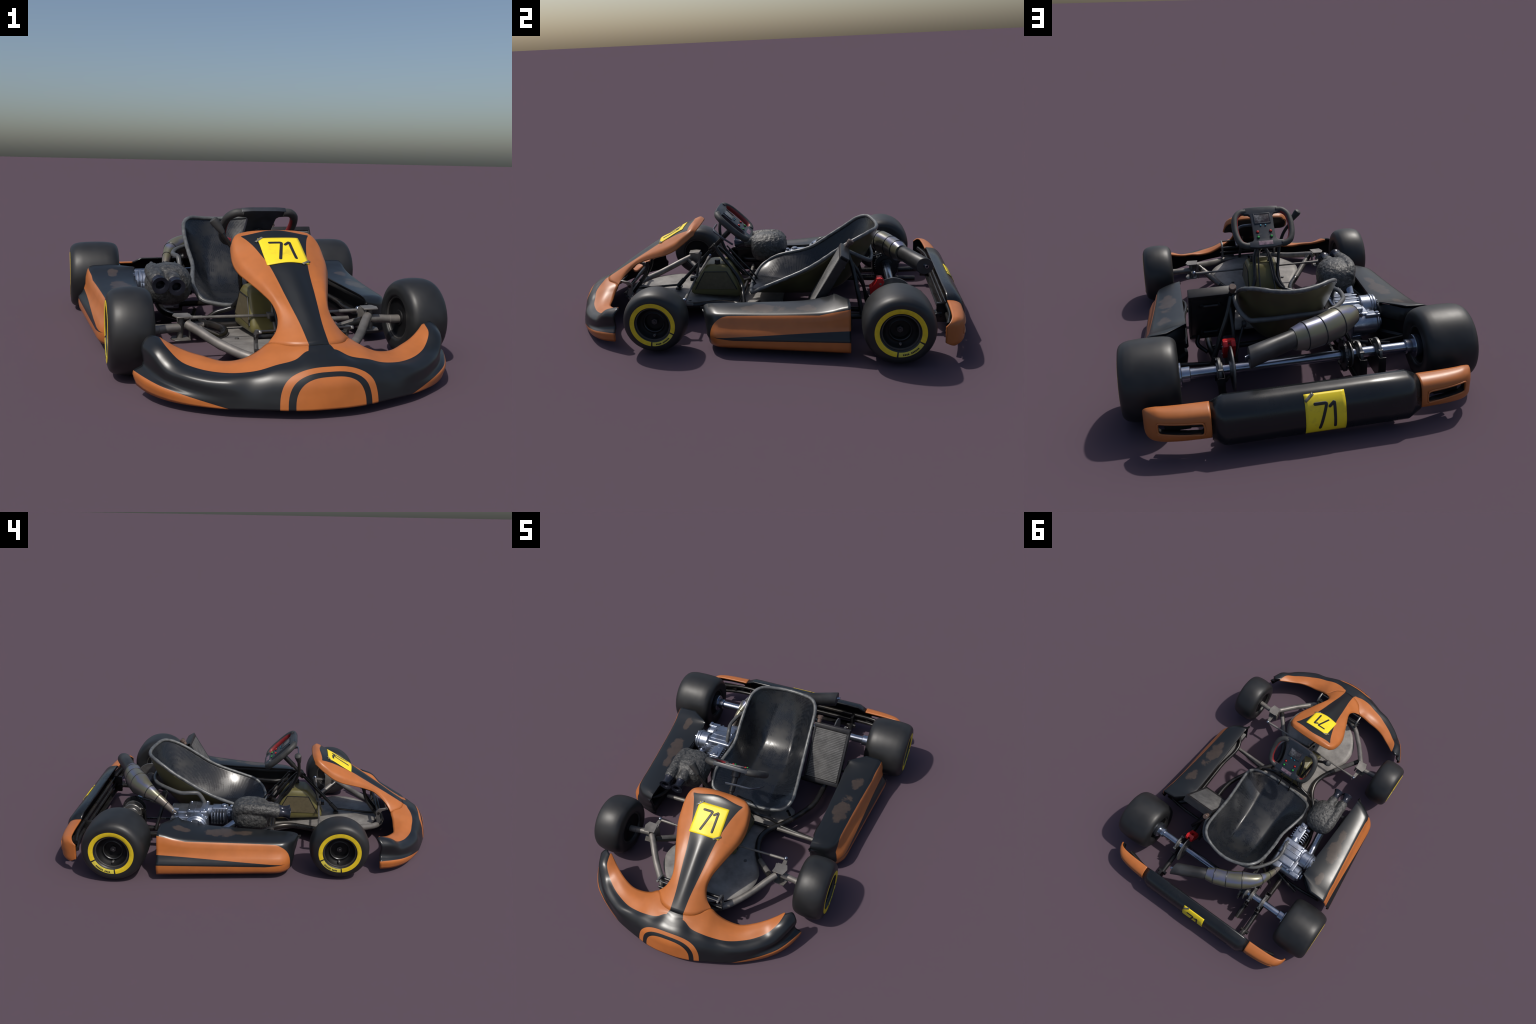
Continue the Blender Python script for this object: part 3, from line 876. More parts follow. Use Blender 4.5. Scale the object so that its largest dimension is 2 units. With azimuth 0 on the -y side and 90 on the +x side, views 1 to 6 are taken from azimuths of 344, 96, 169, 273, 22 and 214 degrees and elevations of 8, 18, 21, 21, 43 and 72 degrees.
# seat struts and rear braces
g = Geo()
g.add(*tube([(.25,.43,.385),(.27,.455,.32),(.31,.478,.22),(.355,.50,.10)], .011, n=5))
g.add(*tube([(.207,.47,.265),(.25,.53,.16),(.262,.55,.09)], .006, n=4))
g.add(*tube([(-.205,.47,.27),(-.25,.50,.16),(-.29,.52,.085)], .010, n=4))
g.add(*tube([(-.23,.30,.20),(-.30,.33,.13),(-.335,.36,.08)], .010, n=4))
g.add(*tube([(.23,-.02,.12),(.24,-.01,.08)], .008))
g.add(*tube([(-.23,-.02,.12),(-.24,-.01,.08)], .008))
g.make('seat_strut', ['rail'], ch)
for s in (1, -1):
    g = Geo(); g.add(*cyl((s*.196,.475,.272), (s*.214,.478,.270), .016, 20, .003))
    g.make('seat_bolt', ['darkSteel'], ch)

# ------------------------------------------------------------------ rear axle
ax = part('rear_axle')
g = Geo()
g.add(*cyl((-.50,.655,RZ), (.50,.655,RZ), .0215, 32))
for s in (1, -1):
    g.add(*cyl((s*.455,.655,RZ), (s*.62,.655,RZ), .031, 32, .003))
    g.add(*cyl((s*.49,.655,RZ), (s*.52,.655,RZ), .05, 32, .003))
g.make('axle_shaft', ['chrome'], ax)
def disc(name, x, r, t, mat, hub=.033):
    g = Geo(); g.add(*cyl((x-t/2,.655,RZ), (x+t/2,.655,RZ), r, 48, .0012)); g.add(*cyl((x-.012,.655,RZ), (x+.012,.655,RZ), hub, 32, .002))
    return g.make(name, [mat], ax)
for x in (.338, -.250, -.332):
    g = Geo()
    # bearing cassette: egg shaped plate on a bent bracket
    pts = []
    for k in range(28):
        a = 2*PI*k/28; rb = .056 if x < -.3 else .051
        pts.append((x-.006, .655 + rb*math.cos(a), RZ + rb*math.sin(a)))
    g.add(*bevelled(*prism(pts, (.012, 0, 0), None), .0015, 1))
    g.add(*cyl((x-.013,.655,RZ), (x+.013,.655,RZ), .032, 32, .002))
    g.make('bearing_carrier', ['plateSteel'], ax)
    g = Geo()
    sx = -1 if x < 0 else 1
    g.add(*bevelled(*prism([(x-.012*sx,.590,.19),(x-.012*sx,.725,.17),(x-.012*sx,.72,.10),(x-.012*sx,.70,.068),(x-.012*sx,.60,.068),(x-.012*sx,.585,.12)], (-.003*sx, 0, 0), None), .0008, 1))
    g.add(*box((x, .727, .125), (.030, .003, .090), bev=.0008)); g.add(*box((x, .583, .13), (.030, .003, .11), bev=.0008))
    g.make('bearing_bracket', ['rail'], ax)
    g = Geo()
    for yy, zz in ((.61, .19), (.70, .19), (.655, .112)):
        g.add(*cyl((x-.010, yy, zz), (x+.010, yy, zz), .006, 6, .001))
    g.make('bearing_bolt', ['plateSteel'], ax)
disc('brake_disc', .285, .093, .007, 'plateSteel')
# sprocket with teeth and chain
g = Geo()
pts = []
for k in range(120):
    a = 2*PI*k/120; r = .062 + (.004 if k % 4 == 0 else -.002)
    pts.append((-.184, .655 + r*math.cos(a), RZ + r*math.sin(a)))
g.add(*prism(pts, (.005, 0, 0), None))
g.add(*cyl((-.20,.655,RZ), (-.17,.655,RZ), .034, 32, .002))
g.make('sprocket', ['darkSteel'], ax)
disc('sprocket_guard', -.210, .054, .006, 'plateSteel')
g = Geo()
def chain_pt(t):
    # loop round the sprocket (r .083) and a small pinion at the engine
    c1, r1, c2, r2 = np.array((.655, RZ)), .066, np.array((.36, .13)), .022
    return c1, r1, c2, r2
c1, r1, c2, r2 = chain_pt(0)
d = c2 - c1; L = np.linalg.norm(d); th = math.atan2(d[1], d[0]); be = math.acos((r1 - r2)/L)
path = [c1 + r1*np.array((math.cos(th+be+t), math.sin(th+be+t))) for t in np.linspace(0, 2*PI-2*be, 30)]
path += [c2 + r2*np.array((math.cos(th-be+t), math.sin(th-be+t))) for t in np.linspace(0, 2*be, 8)]
path.append(path[0]); path = np.array(path)
dd = np.r_[0, np.cumsum(np.linalg.norm(np.diff(path, axis=0), axis=1))]
n = int(dd[-1] / .0125)
for k in range(n):
    t = dd[-1]*k/n; t2 = t + .010
    a = np.array([np.interp(t, dd, path[:, i]) for i in (0, 1)]); b = np.array([np.interp(min(t2, dd[-1]), dd, path[:, i]) for i in (0, 1)])
    w = .0035 if k % 2 else .0055
    m = (a+b)/2; u = Vector((0, *(b-a))).normalized() if np.linalg.norm(b-a) > 1e-6 else Vector((0, 1, 0))
    g.add(*box((-.1815, m[0], m[1]), (w*2, .0115, .008), axes(Vector((1, 0, 0)), u, Vector((1, 0, 0)).cross(u))))
o = g.make('chain', ['darkSteel'], ax); o['kind'] = 'stuff'
# brake caliper
g = Geo()
for xc, wx in ((.269, .018), (.302, .020)):
    P = [(.577,.263),(.600,.262),(.611,.243),(.600,.222),(.585,.203),(.562,.165),(.546,.165),(.540,.198),(.546,.216),(.566,.240)]
    g.add(*bevelled(*prism([(xc - wx/2, a, b) for a, b in P], (wx, 0, 0), None), .003, 2))
g.add(*box((.286,.552,.205), (.05,.016,.030), Matrix.Rotation(math.radians(30), 3, 'X'), .003)); g.add(*box((.286,.584,.258), (.045,.022,.012), Matrix.Rotation(math.radians(5), 3, 'X'), .003))
g.make('brake_caliper', ['red'], ax)
g = Geo()
for yy, zz in ((.556,.182),(.592,.235)):
    g.add(*cyl((.310,yy,zz), (.316,yy,zz), .006, 6, .001))
g.add(*cyl((.298,.545,.09), (.298,.55,.19), .008, 10)); 
g.make('caliper_bolt', ['plateSteel'], ax)

# ------------------------------------------------------------------ front axle: kingpins, stubs, tie rods
st = part('steering_gear')
for s in (1, -1):
    k = part('kingpin_yoke', st)
    g = Geo()
    # C-shaped yoke: two plates and a web
    rot = Matrix.Rotation(s*math.radians(8), 3, 'Z')
    def pl_(z, lean):
        P = [(-.032, -.030), (.024, -.034), (.036, .002), (.026, .030), (-.024, .028)]
        return bevelled(*prism([(s*(.357 + lean + a), -.463 + b, z) for a, b in P], (0, 0, .005), None), .001, 1)
    g.add(*pl_(.198, 0)); g.add(*pl_(.116, .006))
    g.add(*box((s*.331, -.463, .158), (.005, .052, .084), rot, .001))
    g.make('yoke_plate', ['beam'], k)
    g = Geo()
    g.add(*cyl((s*.366, -.462, .121), (s*.362, -.462, .198), .0115, 20))
    g.add(*lathe([(0, 0), (0, .012), (.012, .010), (.04, .0075), (.066, .010), (.076, .012), (.076, 0)], (s*.366, -.462, .121), (s*-.05, 0, 1), 20))
    g.add(*tube([(s*.366,-.465,.158), (s*.40,-.468,.157), (s*.45,-.472,.154)], .0155, n=3))
    g.add(*cyl((s*.44,-.472,.154), (s*.50,-.475,.153), .0165, 20, .002))
    g.add(*cyl((s*.50,-.476,.153), (s*.56,-.482,FZ), .010, 20))
    g.make('stub_axle', ['beam'], k)
    g = Geo()
    g.add(*bevelled(*prism([(s*.345,-.452,.160),(s*.372,-.452,.160),(s*.363,-.372,.163),(s*.345,-.372,.163)], (0, 0, .007), None), .001, 1))
    g.make('steering_arm', ['beam'], k)
    g = Geo(); g.add(*cyl((s*.354,-.376,.156), (s*.354,-.376,.178), .007, 16)); g.add(*ball((s*.354,-.376,.176), .0105))
    g.make('ball_joint', ['chrome'], k)
    g = Geo(); g.add(*tube([(s*.354,-.378,.171), (s*.18,-.381,.170), (s*.012,-.386,.168)], .0055)); g.add(*cyl((s*.352,-.378,.171), (s*.27,-.3795,.1705), .0072, 14))
    g.make('tie_rod', ['beam'], k)
# column
g = Geo()
g.add(*cyl((0,-.165,.452), (0,-.235,.382), .0145, 20, .003))
g.add(*cyl((0,-.22,.397), (0,-.28,.337), .0105, 20))
g.add(*cyl((0,-.262,.352), (0,-.296,.318), .017, 20, .003))
g.add(*cyl((0,-.28,.337), (0,-.492,.120), .0095, 20))
g.add(*cyl((0,-.455,.158), (0,-.495,.116), .0125, 20, .003))
g.add(*tube([(0,-.485,.125), (0,-.60,.115), (0,-.735,.104)], .006))
g.add(*box((0,-.488,.108), (.05,.03,.008), bev=.002)); g.add(*box((0,-.41,.160), (.034,.018,.02), bev=.003))
g.make('steering_column', ['rail'], st)
g = Geo()
for s in (1, -1):
    g.add(*tube([(s*.012,-.268,.345), (s*.040,-.228,.295), (s*.047,-.190,.245), (s*.056,-.150,.190), (s*.078,-.128,.152), (s*.115,-.118,.136), (s*.155,-.110,.124), (s*.198,-.100,.095)], .0095, n=5))
g.add(*box((0,-.275,.340), (.05,.02,.03), Matrix.Rotation(math.radians(45), 3, 'X'), .003))
g.make('column_fork', ['rail'], st)
g = Geo()
for s in (1, -1):
    g.add(*tube([(s*.022,-.21,.34), (s*.033,-.14,.25), (s*.039,-.066,.160), (s*.04,-.055,.14)], .0042, n=4, seg=10))
g.make('control_rod', ['rail'], st)
# gear lever
g = Geo()
g.add(*tube([(-.185,-.256,.488), (-.160,-.260,.450), (-.128,-.262,.405), (-.104,-.252,.350), (-.085,-.215,.27), (-.072,-.160,.19), (-.095,-.122,.145)], .0085, n=5), m=0)
K0 = Vector((-.168,-.260,.468)); K1 = Vector((-.207,-.250,.522)); kd = (K1-K0).normalized(); KL = (K1-K0).length
g.add(*lathe([(0, 0), (0, .010), (KL*.15, .0125), (KL*.75, .0185), (KL*.93, .0175), (KL, .012), (KL*1.02, 0)], K0, kd, 20), m=1)
g.make('gear_lever', ['rail', 'grip'], st)

# steering wheel ---------------------------------------------------
sw = part('steering_wheel', st)
CW = Vector((0, -.157, .481)); VX = Vector((1, 0, 0)); VU = Vector((0, -.73, .684)).normalized(); VN = VX.cross(VU).normalized()
def W(u, v, n=0.0): return CW + VX*u + VU*v + VN*n
if VN.z < 0: VN = -VN
RW = axes(VX, VU, VN)
for s in (1, -1):
    P = [W(s*.080, .096, -.004), W(s*.108, .092, -.002), W(s*.133, .068, .0), W(s*.143, .030, .001), W(s*.144, -.01, .001), W(s*.138, -.055, .001), W(s*.120, -.089, 0), W(s*.100, -.098, -.002), W(s*.084, -.099, -.004)]
    C = hermite(P, 6)
    v, f = sweep(C, .0165, 18)
    # inner lining in red: the quarter of the grip that faces the hub
    mi = []
    for q in f:
        c = sum((Vector(v[i]) for i in q), Vector()) / len(q)
        ctr = min(C, key=lambda p: (Vector(p) - c).length); dd_ = (c - Vector(ctr)).normalized() if (c - Vector(ctr)).length > 1e-6 else Vector((0, 0, 1))
        loc = (c - CW); hub = -(VX*loc.dot(VX) + VU*loc.dot(VU)*.8).normalized()
        mi.append(1 if dd_.dot(hub) > .62 and dd_.dot(VN) < .72 else 0)
    mk('wheel_grip', v, f, ['grip', 'gripred'], sw, mi)
# H-shaped panel
out = [(-.090,.112),(-.05,.116),(.05,.116),(.090,.112),(.090,.078),(.068,.076),(.058,.066),(.055,.0),(.056,-.066),(.064,-.080),(.092,-.084),(.092,-.110),(.04,-.118),(-.04,-.118),
       (-.092,-.110),(-.092,-.084),(-.064,-.080),(-.056,-.066),(-.055,.0),(-.058,.066),(-.068,.076),(-.090,.078)]
v, f = prism([W(a, b, -.012) for a, b in out], VN*.020, None)
v, f = bevelled(v, f, .0025, 2)
mk('wheel_panel', v, f, ['dash'], sw)
g = Geo(); g.add(*box(W(0, .046, .008), (.078, .052, .003), RW, .0008)); g.make('display', ['screen'], sw)
g = Geo()
for (a, b, c, d_) in ((0, .0735, .084, .004), (0, .0185, .084, .004), (.0405, .046, .004, .058), (-.0405, .046, .004, .058)):
    g.add(*box(W(a, b, .009), (c, d_, .005), RW, .001))
g.make('display_frame', ['dash'], sw)
def button(nm, a, b, r, mat, h=.007):
    g = Geo(); g.add(*lathe([(0, 0), (0, r*1.25), (.0025, r*1.25), (.0025, r)], W(a, b, .008), VN, 16), m=1)
    g.add(*lathe([(.0025, r)] + [(.0025 + (h-.0025)*math.sin(t), r*math.cos(t)) for t in np.linspace(.2, PI/2, 5)], W(a, b, .008), VN, 16), m=0)
    g.make(nm, [mat, 'rim'], sw)
for s in (1, -1):
    button('red_button', s*.0335, -.030, .0068, 'red'); button('green_button', s*.0335, -.060, .0068, 'green'); button('lamp', s*.0125, .006, .0042, 'blue', .0036)
g = Geo(); g.add(*box(W(0, -.094, .0082), (.072, .022, .0012), RW, .0003)); g.make('wheel_label', ['label'], sw)
g = Geo()
g.add(*box(W(.03, -.045, .0082), (.030, .004, .001), RW)); g.add(*box(W(-.03, -.045, .0082), (.022, .003, .001), RW))
g.make('wheel_print', ['bar'], sw)
# hub and shift paddle behind the wheel
g = Geo(); g.add(*cyl(W(0, -.012, -.012), W(0, -.012, -.05), .022, 24, .004)); g.make('wheel_hub', ['darkSteel'], sw)
g = Geo()
C = hermite([(-.02,-.258,.458),(.04,-.257,.462),(.11,-.250,.458),(.136,-.210,.435),(.141,-.150,.395)], 6)
v, f = sweep(C, .0038, 10, sy=1.9); g.add(v, f)
g.make('shift_paddle', ['sheen'], sw)

# ------------------------------------------------------------------ fuel tank
tk = part('fuel_tank')
def tank_ring(z, y0, y1, x, r):
    P = [(-x, y0), (x, y0), (x, y1), (-x, y1)]
    C = bend([(a, b, z) for a, b in P + P[:1]], n=4, r=r)[:-1]
    # start point is a sharp corner; round it as well
    C = bend([((P[0][0]+P[1][0])/2, P[0][1], z)] + [(a, b, z) for a, b in (P[1], P[2], P[3], P[0])] + [((P[0][0]+P[1][0])/2, P[0][1], z)], n=4, r=r)[:-1]
    return C
rings = [tank_ring(.101, -.388, -.150, .070, .02), tank_ring(.103, -.398, -.140, .080, .02), tank_ring(.112, -.404, -.132, .086, .02), tank_ring(.135, -.400, -.132, .086, .02),
         tank_ring(.20, -.358, -.165, .083, .018), tank_ring(.240, -.328, -.190, .080, .018), tank_ring(.256, -.312, -.205, .074, .018), tank_ring(.262, -.298, -.22, .062, .016)]
g = Geo(); A = np.array(rings); A[:, :, 2] -= (A[:, :, 1] + .40).clip(0) * .075 * np.clip((.256 - A[:, :, 2])/.15, 0, 1); v, f, _ = sheet(A, True); n = A.shape[1]
f = f + [tuple(range(n)), tuple((len(rings)-1)*n + i for i in range(n))]
mk('tank_body', v, f, ['tank'], tk, angle=50)
for s in (1, -1):
    P = [(-.375,.130),(-.322,.225),(-.205,.225),(-.155,.130)]
    xs = lambda z: s*(np.interp(z, [.13,.2,.24], [.086,.083,.080]) + .001)
    v, f = prism([(xs(z), y, z) for y, z in P], (s*.002, 0, 0), None); v, f = bevelled(v, f, .0008, 1)
    mk('tank_panel', v, f, ['tankpanel'], tk)
    g = Geo(); Q = [(xs(z)+s*.001, y, z) for y, z in [(-.378,.128),(-.324,.227),(-.203,.227),(-.152,.128)]]
    g.add(*tube(Q, .0028, seg=8, smooth=False)); g.make('panel_groove', ['radframe'], tk)
g = Geo(); g.add(*cyl((.046,-.255,.258), (.046,-.255,.284), .0145, 20, .003)); g.add(*cyl((.046,-.255,.255), (.046,-.255,.262), .018, 20, .001)); g.make('tank_cap', ['radframe'], tk)
g = Geo(); g.add(*cyl((-.035,-.235,.258), (-.035,-.235,.272), .006, 12, .001)); g.make('tank_vent', ['grip'], tk)

# ------------------------------------------------------------------ pedals
for s in (1, -1):
    p = part('pedal')
    x = s*.158
    g = Geo()
    out = [(-.724,.112),(-.714,.110),(-.706,.135),(-.702,.160),(-.700,.188),(-.716,.204),(-.760,.212),(-.765,.203),(-.734,.192),(-.724,.178),(-.722,.160),(-.732,.135)]
    g.add(*bevelled(*prism([(x-.005, a, b) for a, b in out], (.010, 0, 0), None), .001, 1))
    g.make('pedal_lever', ['plateSteel'], p)
    g = Geo()
    g.add(*cyl((x-s*.095,-.755,.207), (x+s*.006,-.755,.207), .0042, 12))
    g.add(*cyl((x-s*.07,-.735,.12), (x+s*.01,-.735,.12), .006, 12))
    g.make('pedal_bar', ['darkSteel'], p)
g = Geo()
g.add(*cyl((-.165,-.715,.178), (.165,-.715,.178), .008, 14)); g.add(*cyl((-.17,-.742,.140), (.17,-.742,.140), .006, 12))
for s in (1, -1):
    g.add(*tube([(s*.055,-.735,.10), (s*.055,-.695,.15), (s*.050,-.645,.235), (s*.045,-.64,.275)], .008, n=4))
g.make('nose_bracket', ['rail'], ch)
g = Geo()
g.add(*tube([(.008,-.352,.306), (.0,-.384,.172), (.006,-.412,.102)], .0065, smooth=False)); g.add(*box((0,-.384,.168), (.045,.03,.022), bev=.004)); g.add(*ball((.008,-.352,.306), .009))
g.make('column_stay', ['beam'], st)

# ------------------------------------------------------------------ seat
seat = part('seat')
SL = [(-.150,.550,.460),(-.178,.522,.450),(-.195,.487,.433),(-.201,.440,.398),(-.202,.365,.350),(-.198,.300,.308),(-.194,.235,.270),(-.204,.180,.250),(-.218,.110,.232),(-.227,.020,.203),(-.208,-.046,.162)]
SRr = [(.155,.551,.461),(.183,.523,.452),(.199,.484,.436),(.207,.425,.406),(.213,.350,.358),(.219,.280,.312),(.226,.215,.278),(.236,.140,.248),(.246,.055,.216),(.248,-.010,.190),(.222,-.051,.157)]
SC = [(.590,.449),(.566,.392),(.524,.312),(.470,.228),(.405,.161),(.315,.127),(.205,.119),(.110,.121),(.030,.127),(-.024,.133),(-.074,.141)]
def seat_grid(nu=30, nv=5):
    # flat pan or back in the middle, slanted side walls up to the rim
    lf = hermite(SL, nv); rt = hermite(SRr, nv); cen = hermite([(0, *c) for c in SC], nv); rows = []
    for i, (l, r, c) in enumerate(zip(lf, rt, cen)):
        t = i / (len(lf) - 1)
        w = float(np.interp(t, [0, .1, .25, .5, .85, 1], [0, .12, .34, .42, .42, .40]))
        pw = float(np.interp(t, [0, .1, .25, .5, 1], [2.0, 1.9, 1.6, 1.45, 1.6]))
        row = []
        for k in range(-nu, nu + 1):
            a = k/nu
            sx = a; u = max(0, (abs(sx) - w)/(1 - w)); g_ = u**pw
            q = r if k > 0 else l
            hump = .006*(1 - min(1, abs(sx)/max(w, .2))**2) * min(1, t*2)
            row.append((abs(q[0])*sx, c[1] + (q[1]-c[1])*g_, c[2] + (q[2]-c[2])*g_ + hump))
        rows.append(row)
    return np.array(rows)
A = seat_grid()
v, f, _ = sheet(A)
shell = mk('seat_shell', v, f, ['carbon', 'seatback'], seat, angle=80)
orient(shell, (0, .2, .1), (0, 0, 1)); solid(shell, .008, -1, 1)
edge = [p for p in A[:, 0]][::-1] + [p for p in A[0, 1:-1]] + [p for p in A[:, -1]] + [p for p in A[-1, -2:0:-1]]
E = np.array(edge); E = np.vstack([E, E[:1]])
d = np.r_[0, np.cumsum(np.linalg.norm(np.diff(E, axis=0), axis=1))]
t = np.linspace(0, d[-1], 150)[:-1]
E = np.c_[[np.interp(t, d, E[:, i]) for i in range(3)]].T
for _ in range(3): E = (np.roll(E, 1, 0) + 2*E + np.roll(E, -1, 0)) / 4
E2 = np.vstack([E, E[:2]])
wob = .0098 * (1 + .10*np.sin(np.arange(len(E2))*1.7) * rng.rand(len(E2)))
wob[-2:] = wob[:2]
v, f = sweep(E2[:-1], wob[:-1], 12, caps=False)
mk('seat_edge', v, f, ['seatrim'], seat)
# bar round the back of the seat
g = Geo()
g.add(*tube([(.236,.430,.385),(.232,.475,.362),(.212,.522,.333),(.189,.545,.319),(.15,.553,.319),(.0,.556,.321),(-.12,.548,.320),(-.175,.523,.318),(-.222,.470,.314),(-.242,.440,.311),(-.264,.375,.301),(-.263,.325,.303),(-.253,.288,.298),(-.250,.262,.265),(-.249,.240,.200)], .0108, n=6))
g.make('seat_bar', ['bar'], seat)

# ------------------------------------------------------------------ radiator
ra = part('radiator')
d_ = Vector((0, .155, .265)).normalized(); nb = Vector((0, d_.z, -d_.y)); X = Vector((1, 0, 0))
c0 = Vector((.329, .236, .138)); Lr = .330; Wd = .204; th = .042
RR = axes(X, d_, X.cross(d_))
cc = c0 + d_*(Lr/2) + nb*(th/2)
g = Geo()
g.add(*box(cc + nb*.004, (Wd-.02, Lr-.03, th-.014), RR, .002))
g.make('radiator_core', ['radframe'], ra)
g = Geo()
for s in (1, -1):
    g.add(*box(cc + X*s*(Wd/2-.006), (.012, Lr, th), RR, .003))
g.add(*box(cc + d_*(Lr/2-.010), (Wd, .024, th+.004), RR, .006)); g.add(*box(cc - d_*(Lr/2-.010), (Wd, .024, th+.004), RR, .006))
for a in (-.32, .30):
    g.add(*cyl(cc + d_*Lr*a + nb*(th/2+.006) - X*.03 - X*.0, cc + d_*Lr*a + nb*(th/2+.006) + X*.045, .007, 12))
    for q in (-.03, .045): g.add(*cyl(cc + d_*Lr*a + nb*(th/2-.004) + X*q, cc + d_*Lr*a + nb*(th/2+.012) + X*q, .009, 12))
g.add(*tube([cc - d_*Lr*.4 + nb*.02 + X*.06, (.40,.30,.11), (.36,.34,.08)], .010, n=4)); g.add(*tube([cc + d_*Lr*.40 + nb*.03 - X*.07, (.255,.50,.25), (.262,.53,.10)], .0085, n=4))
g.make('radiator_frame', ['radframe'], ra)
g = Geo()
nf = 30
for i in range(nf):
    a = -Lr/2 + .028 + (Lr-.056)*i/(nf-1)
    g.add(*box(cc + d_*a - nb*(th/2-.0035), (Wd-.026, .0088, .007), RR, .0012, 1))
o = g.make('radiator_fins', ['fin'], ra); o['kind'] = 'stuff'
g = Geo(); g.add(*box(cc + d_*(Lr/2-.002) + nb*.018, (Wd-.04, .006, .006), RR, .001)); g.make('radiator_stripe', ['gripred'], ra)
g = Geo(); tp = Vector((.243,.420,.392)); g.add(*cyl(tp, tp + Vector((0,.030,.045)), .012, 20, .002)); g.add(*cyl(tp + Vector((0,.022,.030)), tp + Vector((0,.034,.048)), .016, 20, .003)); g.make('radiator_cap', ['cap'], ra)

# ------------------------------------------------------------------ engine
en = part('engine')
g = Geo()
# cylinder block lies across the kart; a stack of ribbed sections
def slab(x0, x1, y0, y1, z0, z1, b=.006): return box(((x0+x1)/2, (y0+y1)/2, (z0+z1)/2), (abs(x1-x0), abs(y1-y0), abs(z1-z0)), None, b, 3)
g.add(*slab(-.385,-.235,.220,.400,.095,.214,.012)); g.add(*slab(-.365,-.222,.222,.335,.11,.243,.012))
g.add(*slab(-.36,-.245,.30,.385,.20,.234,.010)); g.add(*slab(-.300,-.222,.27,.43,.09,.225,.012))
g.add(*cyl((-.375,.275,.185), (-.425,.275,.185), .055, 36, .004)); g.add(*cyl((-.42,.275,.185), (-.436,.275,.185), .059, 36, .005)); g.add(*cyl((-.434,.275,.185), (-.452,.275,.185), .054, 36, .006))
g.add(*cyl((-.30,.375,.155), (-.420,.375,.155), .052, 36, .005)); g.add(*cyl((-.418,.378,.155), (-.436,.378,.155), .040, 36, .006))
g.add(*cyl((-.434,.378,.155), (-.448,.378,.155), .022, 24, .004))
g.add(*cyl((-.215,.36,.13), (-.24,.36,.13), .055, 36, .005))
for i in range(4): g.add(*cyl((-.238,.31+.028*i,.212-.007*i), (-.365,.31+.028*i,.212-.007*i), .0115, 14, .003))
g.add(*box((-.30,.258,.243), (.135,.008,.008), None, .002)); g.add(*box((-.30,.292,.242), (.135,.006,.008), None, .002))
g.add(*slab(-.432,-.365,.385,.415,.195,.212,.005))
g.add(*slab(-.345,-.255,.23,.41,.07,.11,.006))
g.make('engine_block', ['engine'], en)
g = Geo()
for (x, y, z, r) in ((-.419,.403,.212,.010),(-.245,.235,.245,.007),(-.355,.24,.243,.006),(-.355,.32,.243,.006),(-.25,.32,.243,.006),(-.30,.42,.21,.007),(-.345,.40,.212,.007)):
    g.add(*cyl((x, y, z-.012), (x, y, z+.006), r, 6, .001))
for k in range(6):
    a = 2*PI*k/6; g.add(*cyl((-.45,.275+.042*math.cos(a),.185+.042*math.sin(a)), (-.458,.275+.042*math.cos(a),.185+.042*math.sin(a)), .005, 6, .001))
g.make('engine_bolt', ['chrome'], en)
# carburettor with rubber boot
g = Geo()
g.add(*slab(-.305,-.245,.118,.205,.140,.238,.008)); g.add(*slab(-.298,-.252,.085,.130,.165,.230,.008)); g.add(*cyl((-.275,.19,.205), (-.275,.235,.205), .034, 24, .003))
g.add(*cyl((-.275,.14,.23), (-.275,.14,.247), .016, 20, .003)); g.add(*cyl((-.30,.11,.21), (-.325,.11,.21), .012, 16, .002)); g.add(*cyl((-.27,.10,.225), (-.27,.10,.242), .010, 16, .002))
g.make('carburettor', ['engine'], en)
g = Geo()
for i in range(5): g.add(*cyl((-.300,.135+.016*i,.192), (-.300,.142+.016*i,.192), .036, 30, .002)); g.add(*box((-.280,.139+.016*i,.190), (.088,.006,.078), None, .002))
g.make('carburettor_fins', ['engine'], en)
# intake / exhaust pipe beside the pod
g = Geo(); g.add(*tube([(-.385,.06,.20),(-.388,.10,.165),(-.395,.16,.135),(-.405,.225,.145)], .024, n=6)); g.make('intake_pipe', ['chrome'], en)
g = Geo(); g.add(*slab(-.34,-.24,.24,.42,.055,.072,.003)); g.add(*tube([(-.29,.43,.10), (-.37,.45,.09), (-.46,.47,.085)], .010, n=4)); g.make('engine_mount', ['rail'], en)

# airbox ------------------------------------------------------------
def superell(y, cx, cz, rx, rz, n=30, p=2.3):
    out = []
    for k in range(n):
        a = 2*PI*k/n; c, s = math.cos(a), math.sin(a)
        out.append((cx + rx*math.copysign(abs(c)**(2/p), c), y, cz + rz*math.copysign(abs(s)**(2/p), s)))
    return out
rings = []
for y, q in ((-.118,.02),(-.116,.35),(-.105,.68),(-.085,.86),(-.05,.97),(-.01,1.0),(.03,.96),(.06,.84),(.08,.62),(.090,.34),(.092,.02)):
    # the belly hangs lower at the inner side
    rings.append(superell(y, -.342, .232, .096*q, .086*q))
A = np.array(rings)
A = np.array([hermite(A[:, j], 3) for j in range(A.shape[1])]).transpose(1, 0, 2)
import mathutils.noise as mn
def wrinkle(A, amp=.0014, sc=45):
    out = np.array(A)
    c = A.mean(axis=1, keepdims=True)
    for i in range(A.shape[0]):
        for j in range(A.shape[1]):
            p = Vector(A[i, j]); d = Vector(A[i, j]-c[i, 0])
            if d.length > 1e-5: out[i, j] = p + d.normalized() * amp * mn.fractal(p*sc, 1.0, 2.0, 3)
    return out
ab = part('airbox', en)
A = wrinkle(A)
v, f, _ = sheet(A, True)
GA = Geo(); GA.add(v, f + [tuple(range(A.shape[1]))[::-1], tuple((A.shape[0]-1)*A.shape[1] + i for i in range(A.shape[1]))])
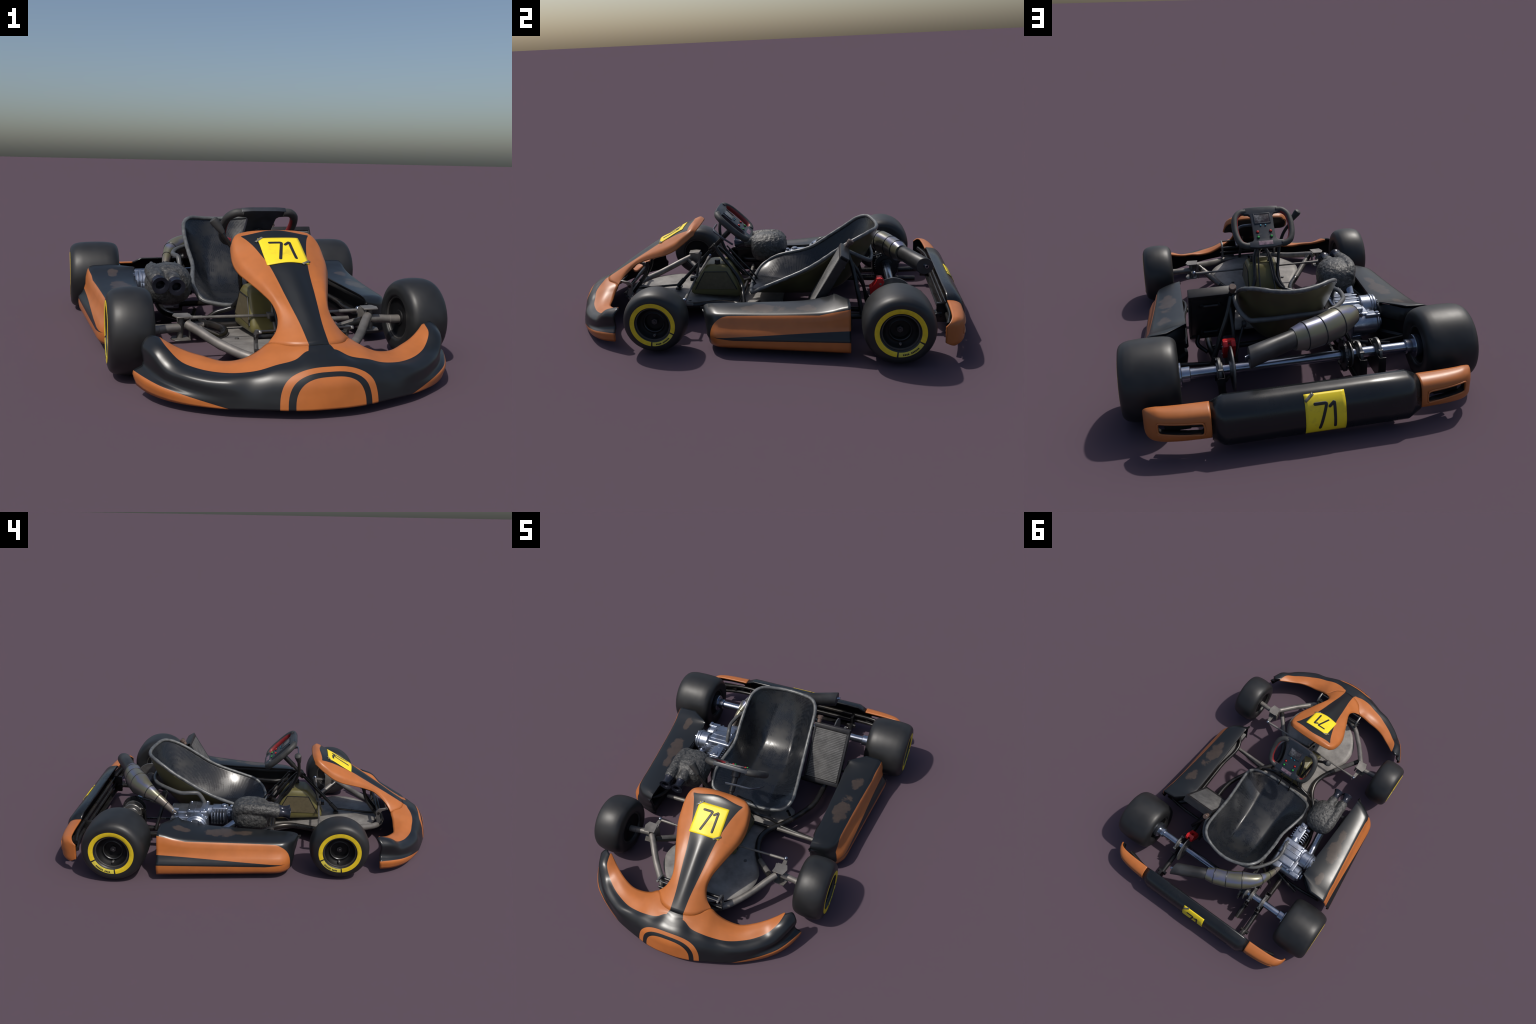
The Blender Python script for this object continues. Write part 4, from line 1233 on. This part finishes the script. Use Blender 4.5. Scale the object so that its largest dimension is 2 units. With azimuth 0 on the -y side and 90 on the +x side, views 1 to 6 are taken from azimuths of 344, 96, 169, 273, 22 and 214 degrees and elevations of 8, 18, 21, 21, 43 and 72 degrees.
trum = (((-.385,.068,.250),(-.402,.035,.280),(-.408,-.02,.286),(-.406,-.10,.279),(-.403,-.165,.270)), ((-.335,.066,.255),(-.342,.030,.284),(-.343,-.02,.282),(-.340,-.09,.270),(-.338,-.160,.260)))
for P in trum:
    C = hermite(P, 8); r = np.full(len(C), .0315); r[0] = .02; r[-1] = .026; r[-2] = .030
    v, f = sweep(C, r, 24); 
    A = np.array(v).reshape(len(C), 24, 3); A = wrinkle(A, .0011, 50)
    GA.add(A.reshape(-1, 3), f)
    e0 = Vector(P[-1]); dr = (Vector(P[-1]) - Vector(P[-2])).normalized()
    pr = [(-.01, .026), (.0, .026), (.004, .0235), (.018, .0215), (.034, .0235), (.047, .0295), (.052, .0335), (.0535, .0335), (.0535, .031), (.0505, .0185), (.045, .0165), (.01, .0155), (.01, 0)]
    v, f = lathe(pr, e0, dr, 28)
    mk('intake_trumpet', v, f, ['trumpet'], ab)

ao = GA.make('airbox_body', ['airbox'], ab, angle=180)
md = ao.modifiers.new('blend', 'REMESH'); md.mode = 'VOXEL'; md.voxel_size = .0042; md.use_smooth_shade = True
md = ao.modifiers.new('soften', 'SMOOTH'); md.factor = .5; md.iterations = 10
bpy.context.view_layer.update(); apply_all(ao)
for p in ao.data.polygons: p.use_smooth = True
# wrinkles of the shell
for vtx in ao.data.vertices:
    vtx.co += vtx.normal * (.0016*mn.fractal(vtx.co*60, 1.0, 2.0, 3) + .0009*mn.noise(vtx.co*150))

# exhaust -----------------------------------------------------------
ex = part('exhaust')
EP = [(-.292,.405,.190),(-.291,.430,.212),(-.284,.470,.246),(-.268,.517,.276),(-.240,.568,.300),(-.163,.627,.305),(-.078,.674,.302),(-.003,.704,.302),(.045,.720,.303)]
ER = [.0145,.0150,.0185,.0240,.0370,.0535,.0510,.0490,.0380]
C = hermite(EP, 8); tt = np.linspace(0, len(EP)-1, len(C)); r = np.interp(tt, range(len(EP)), ER)
for _ in range(2): r = np.r_[r[0], (r[:-2]+2*r[1:-1]+r[2:])/4, r[-1]]
v, f = sweep(C, r, 32, sy=1.2); mk('expansion_chamber', v, f, ['exhaust'], ex)
T, R_, U_ = frames(C)
for k in (2, 3, 4, 5, 6, 7):
    i = k*8 - 2 if k < 5 else k*8
    c = Vector(C[i]); rr = r[i]
    ring = np.array([Vector(R_[i])*math.cos(a)*rr + Vector(U_[i])*math.sin(a)*rr*1.2 + c for a in np.linspace(0, 2*PI, 41)])
    v, f = sweep(ring, .0026, 8, caps=False)
    mk('weld_seam', v, f, ['darkSteel'], ex)
m0 = Vector((.035,.719,.306)); m1 = Vector((.236,.812,.298)); md = (m1-m0).normalized(); L = (m1-m0).length
v, f = lathe([(0, .0), (0, .034), (.01, .0375), (L*.25, .0395), (L*.5, .0405), (L-.004, .0425), (L, .0405), (L, 0)], m0, md, 36); mk('muffler', v, f, ['muffler'], ex)
e = m1 + Vector((0,0,.004)); v, f = lathe([(-.01, 0), (-.01, .009), (.018, .009), (.018, .0065), (.002, .006), (.002, 0)], e, md, 18); mk('muffler_spout', v, f, ['chrome'], ex)
# fit exactly into the frame: nothing to do, the parts are already in metres
for o in list(bpy.data.objects):
    if o.type == 'MESH':
        for m in list(o.modifiers): pass
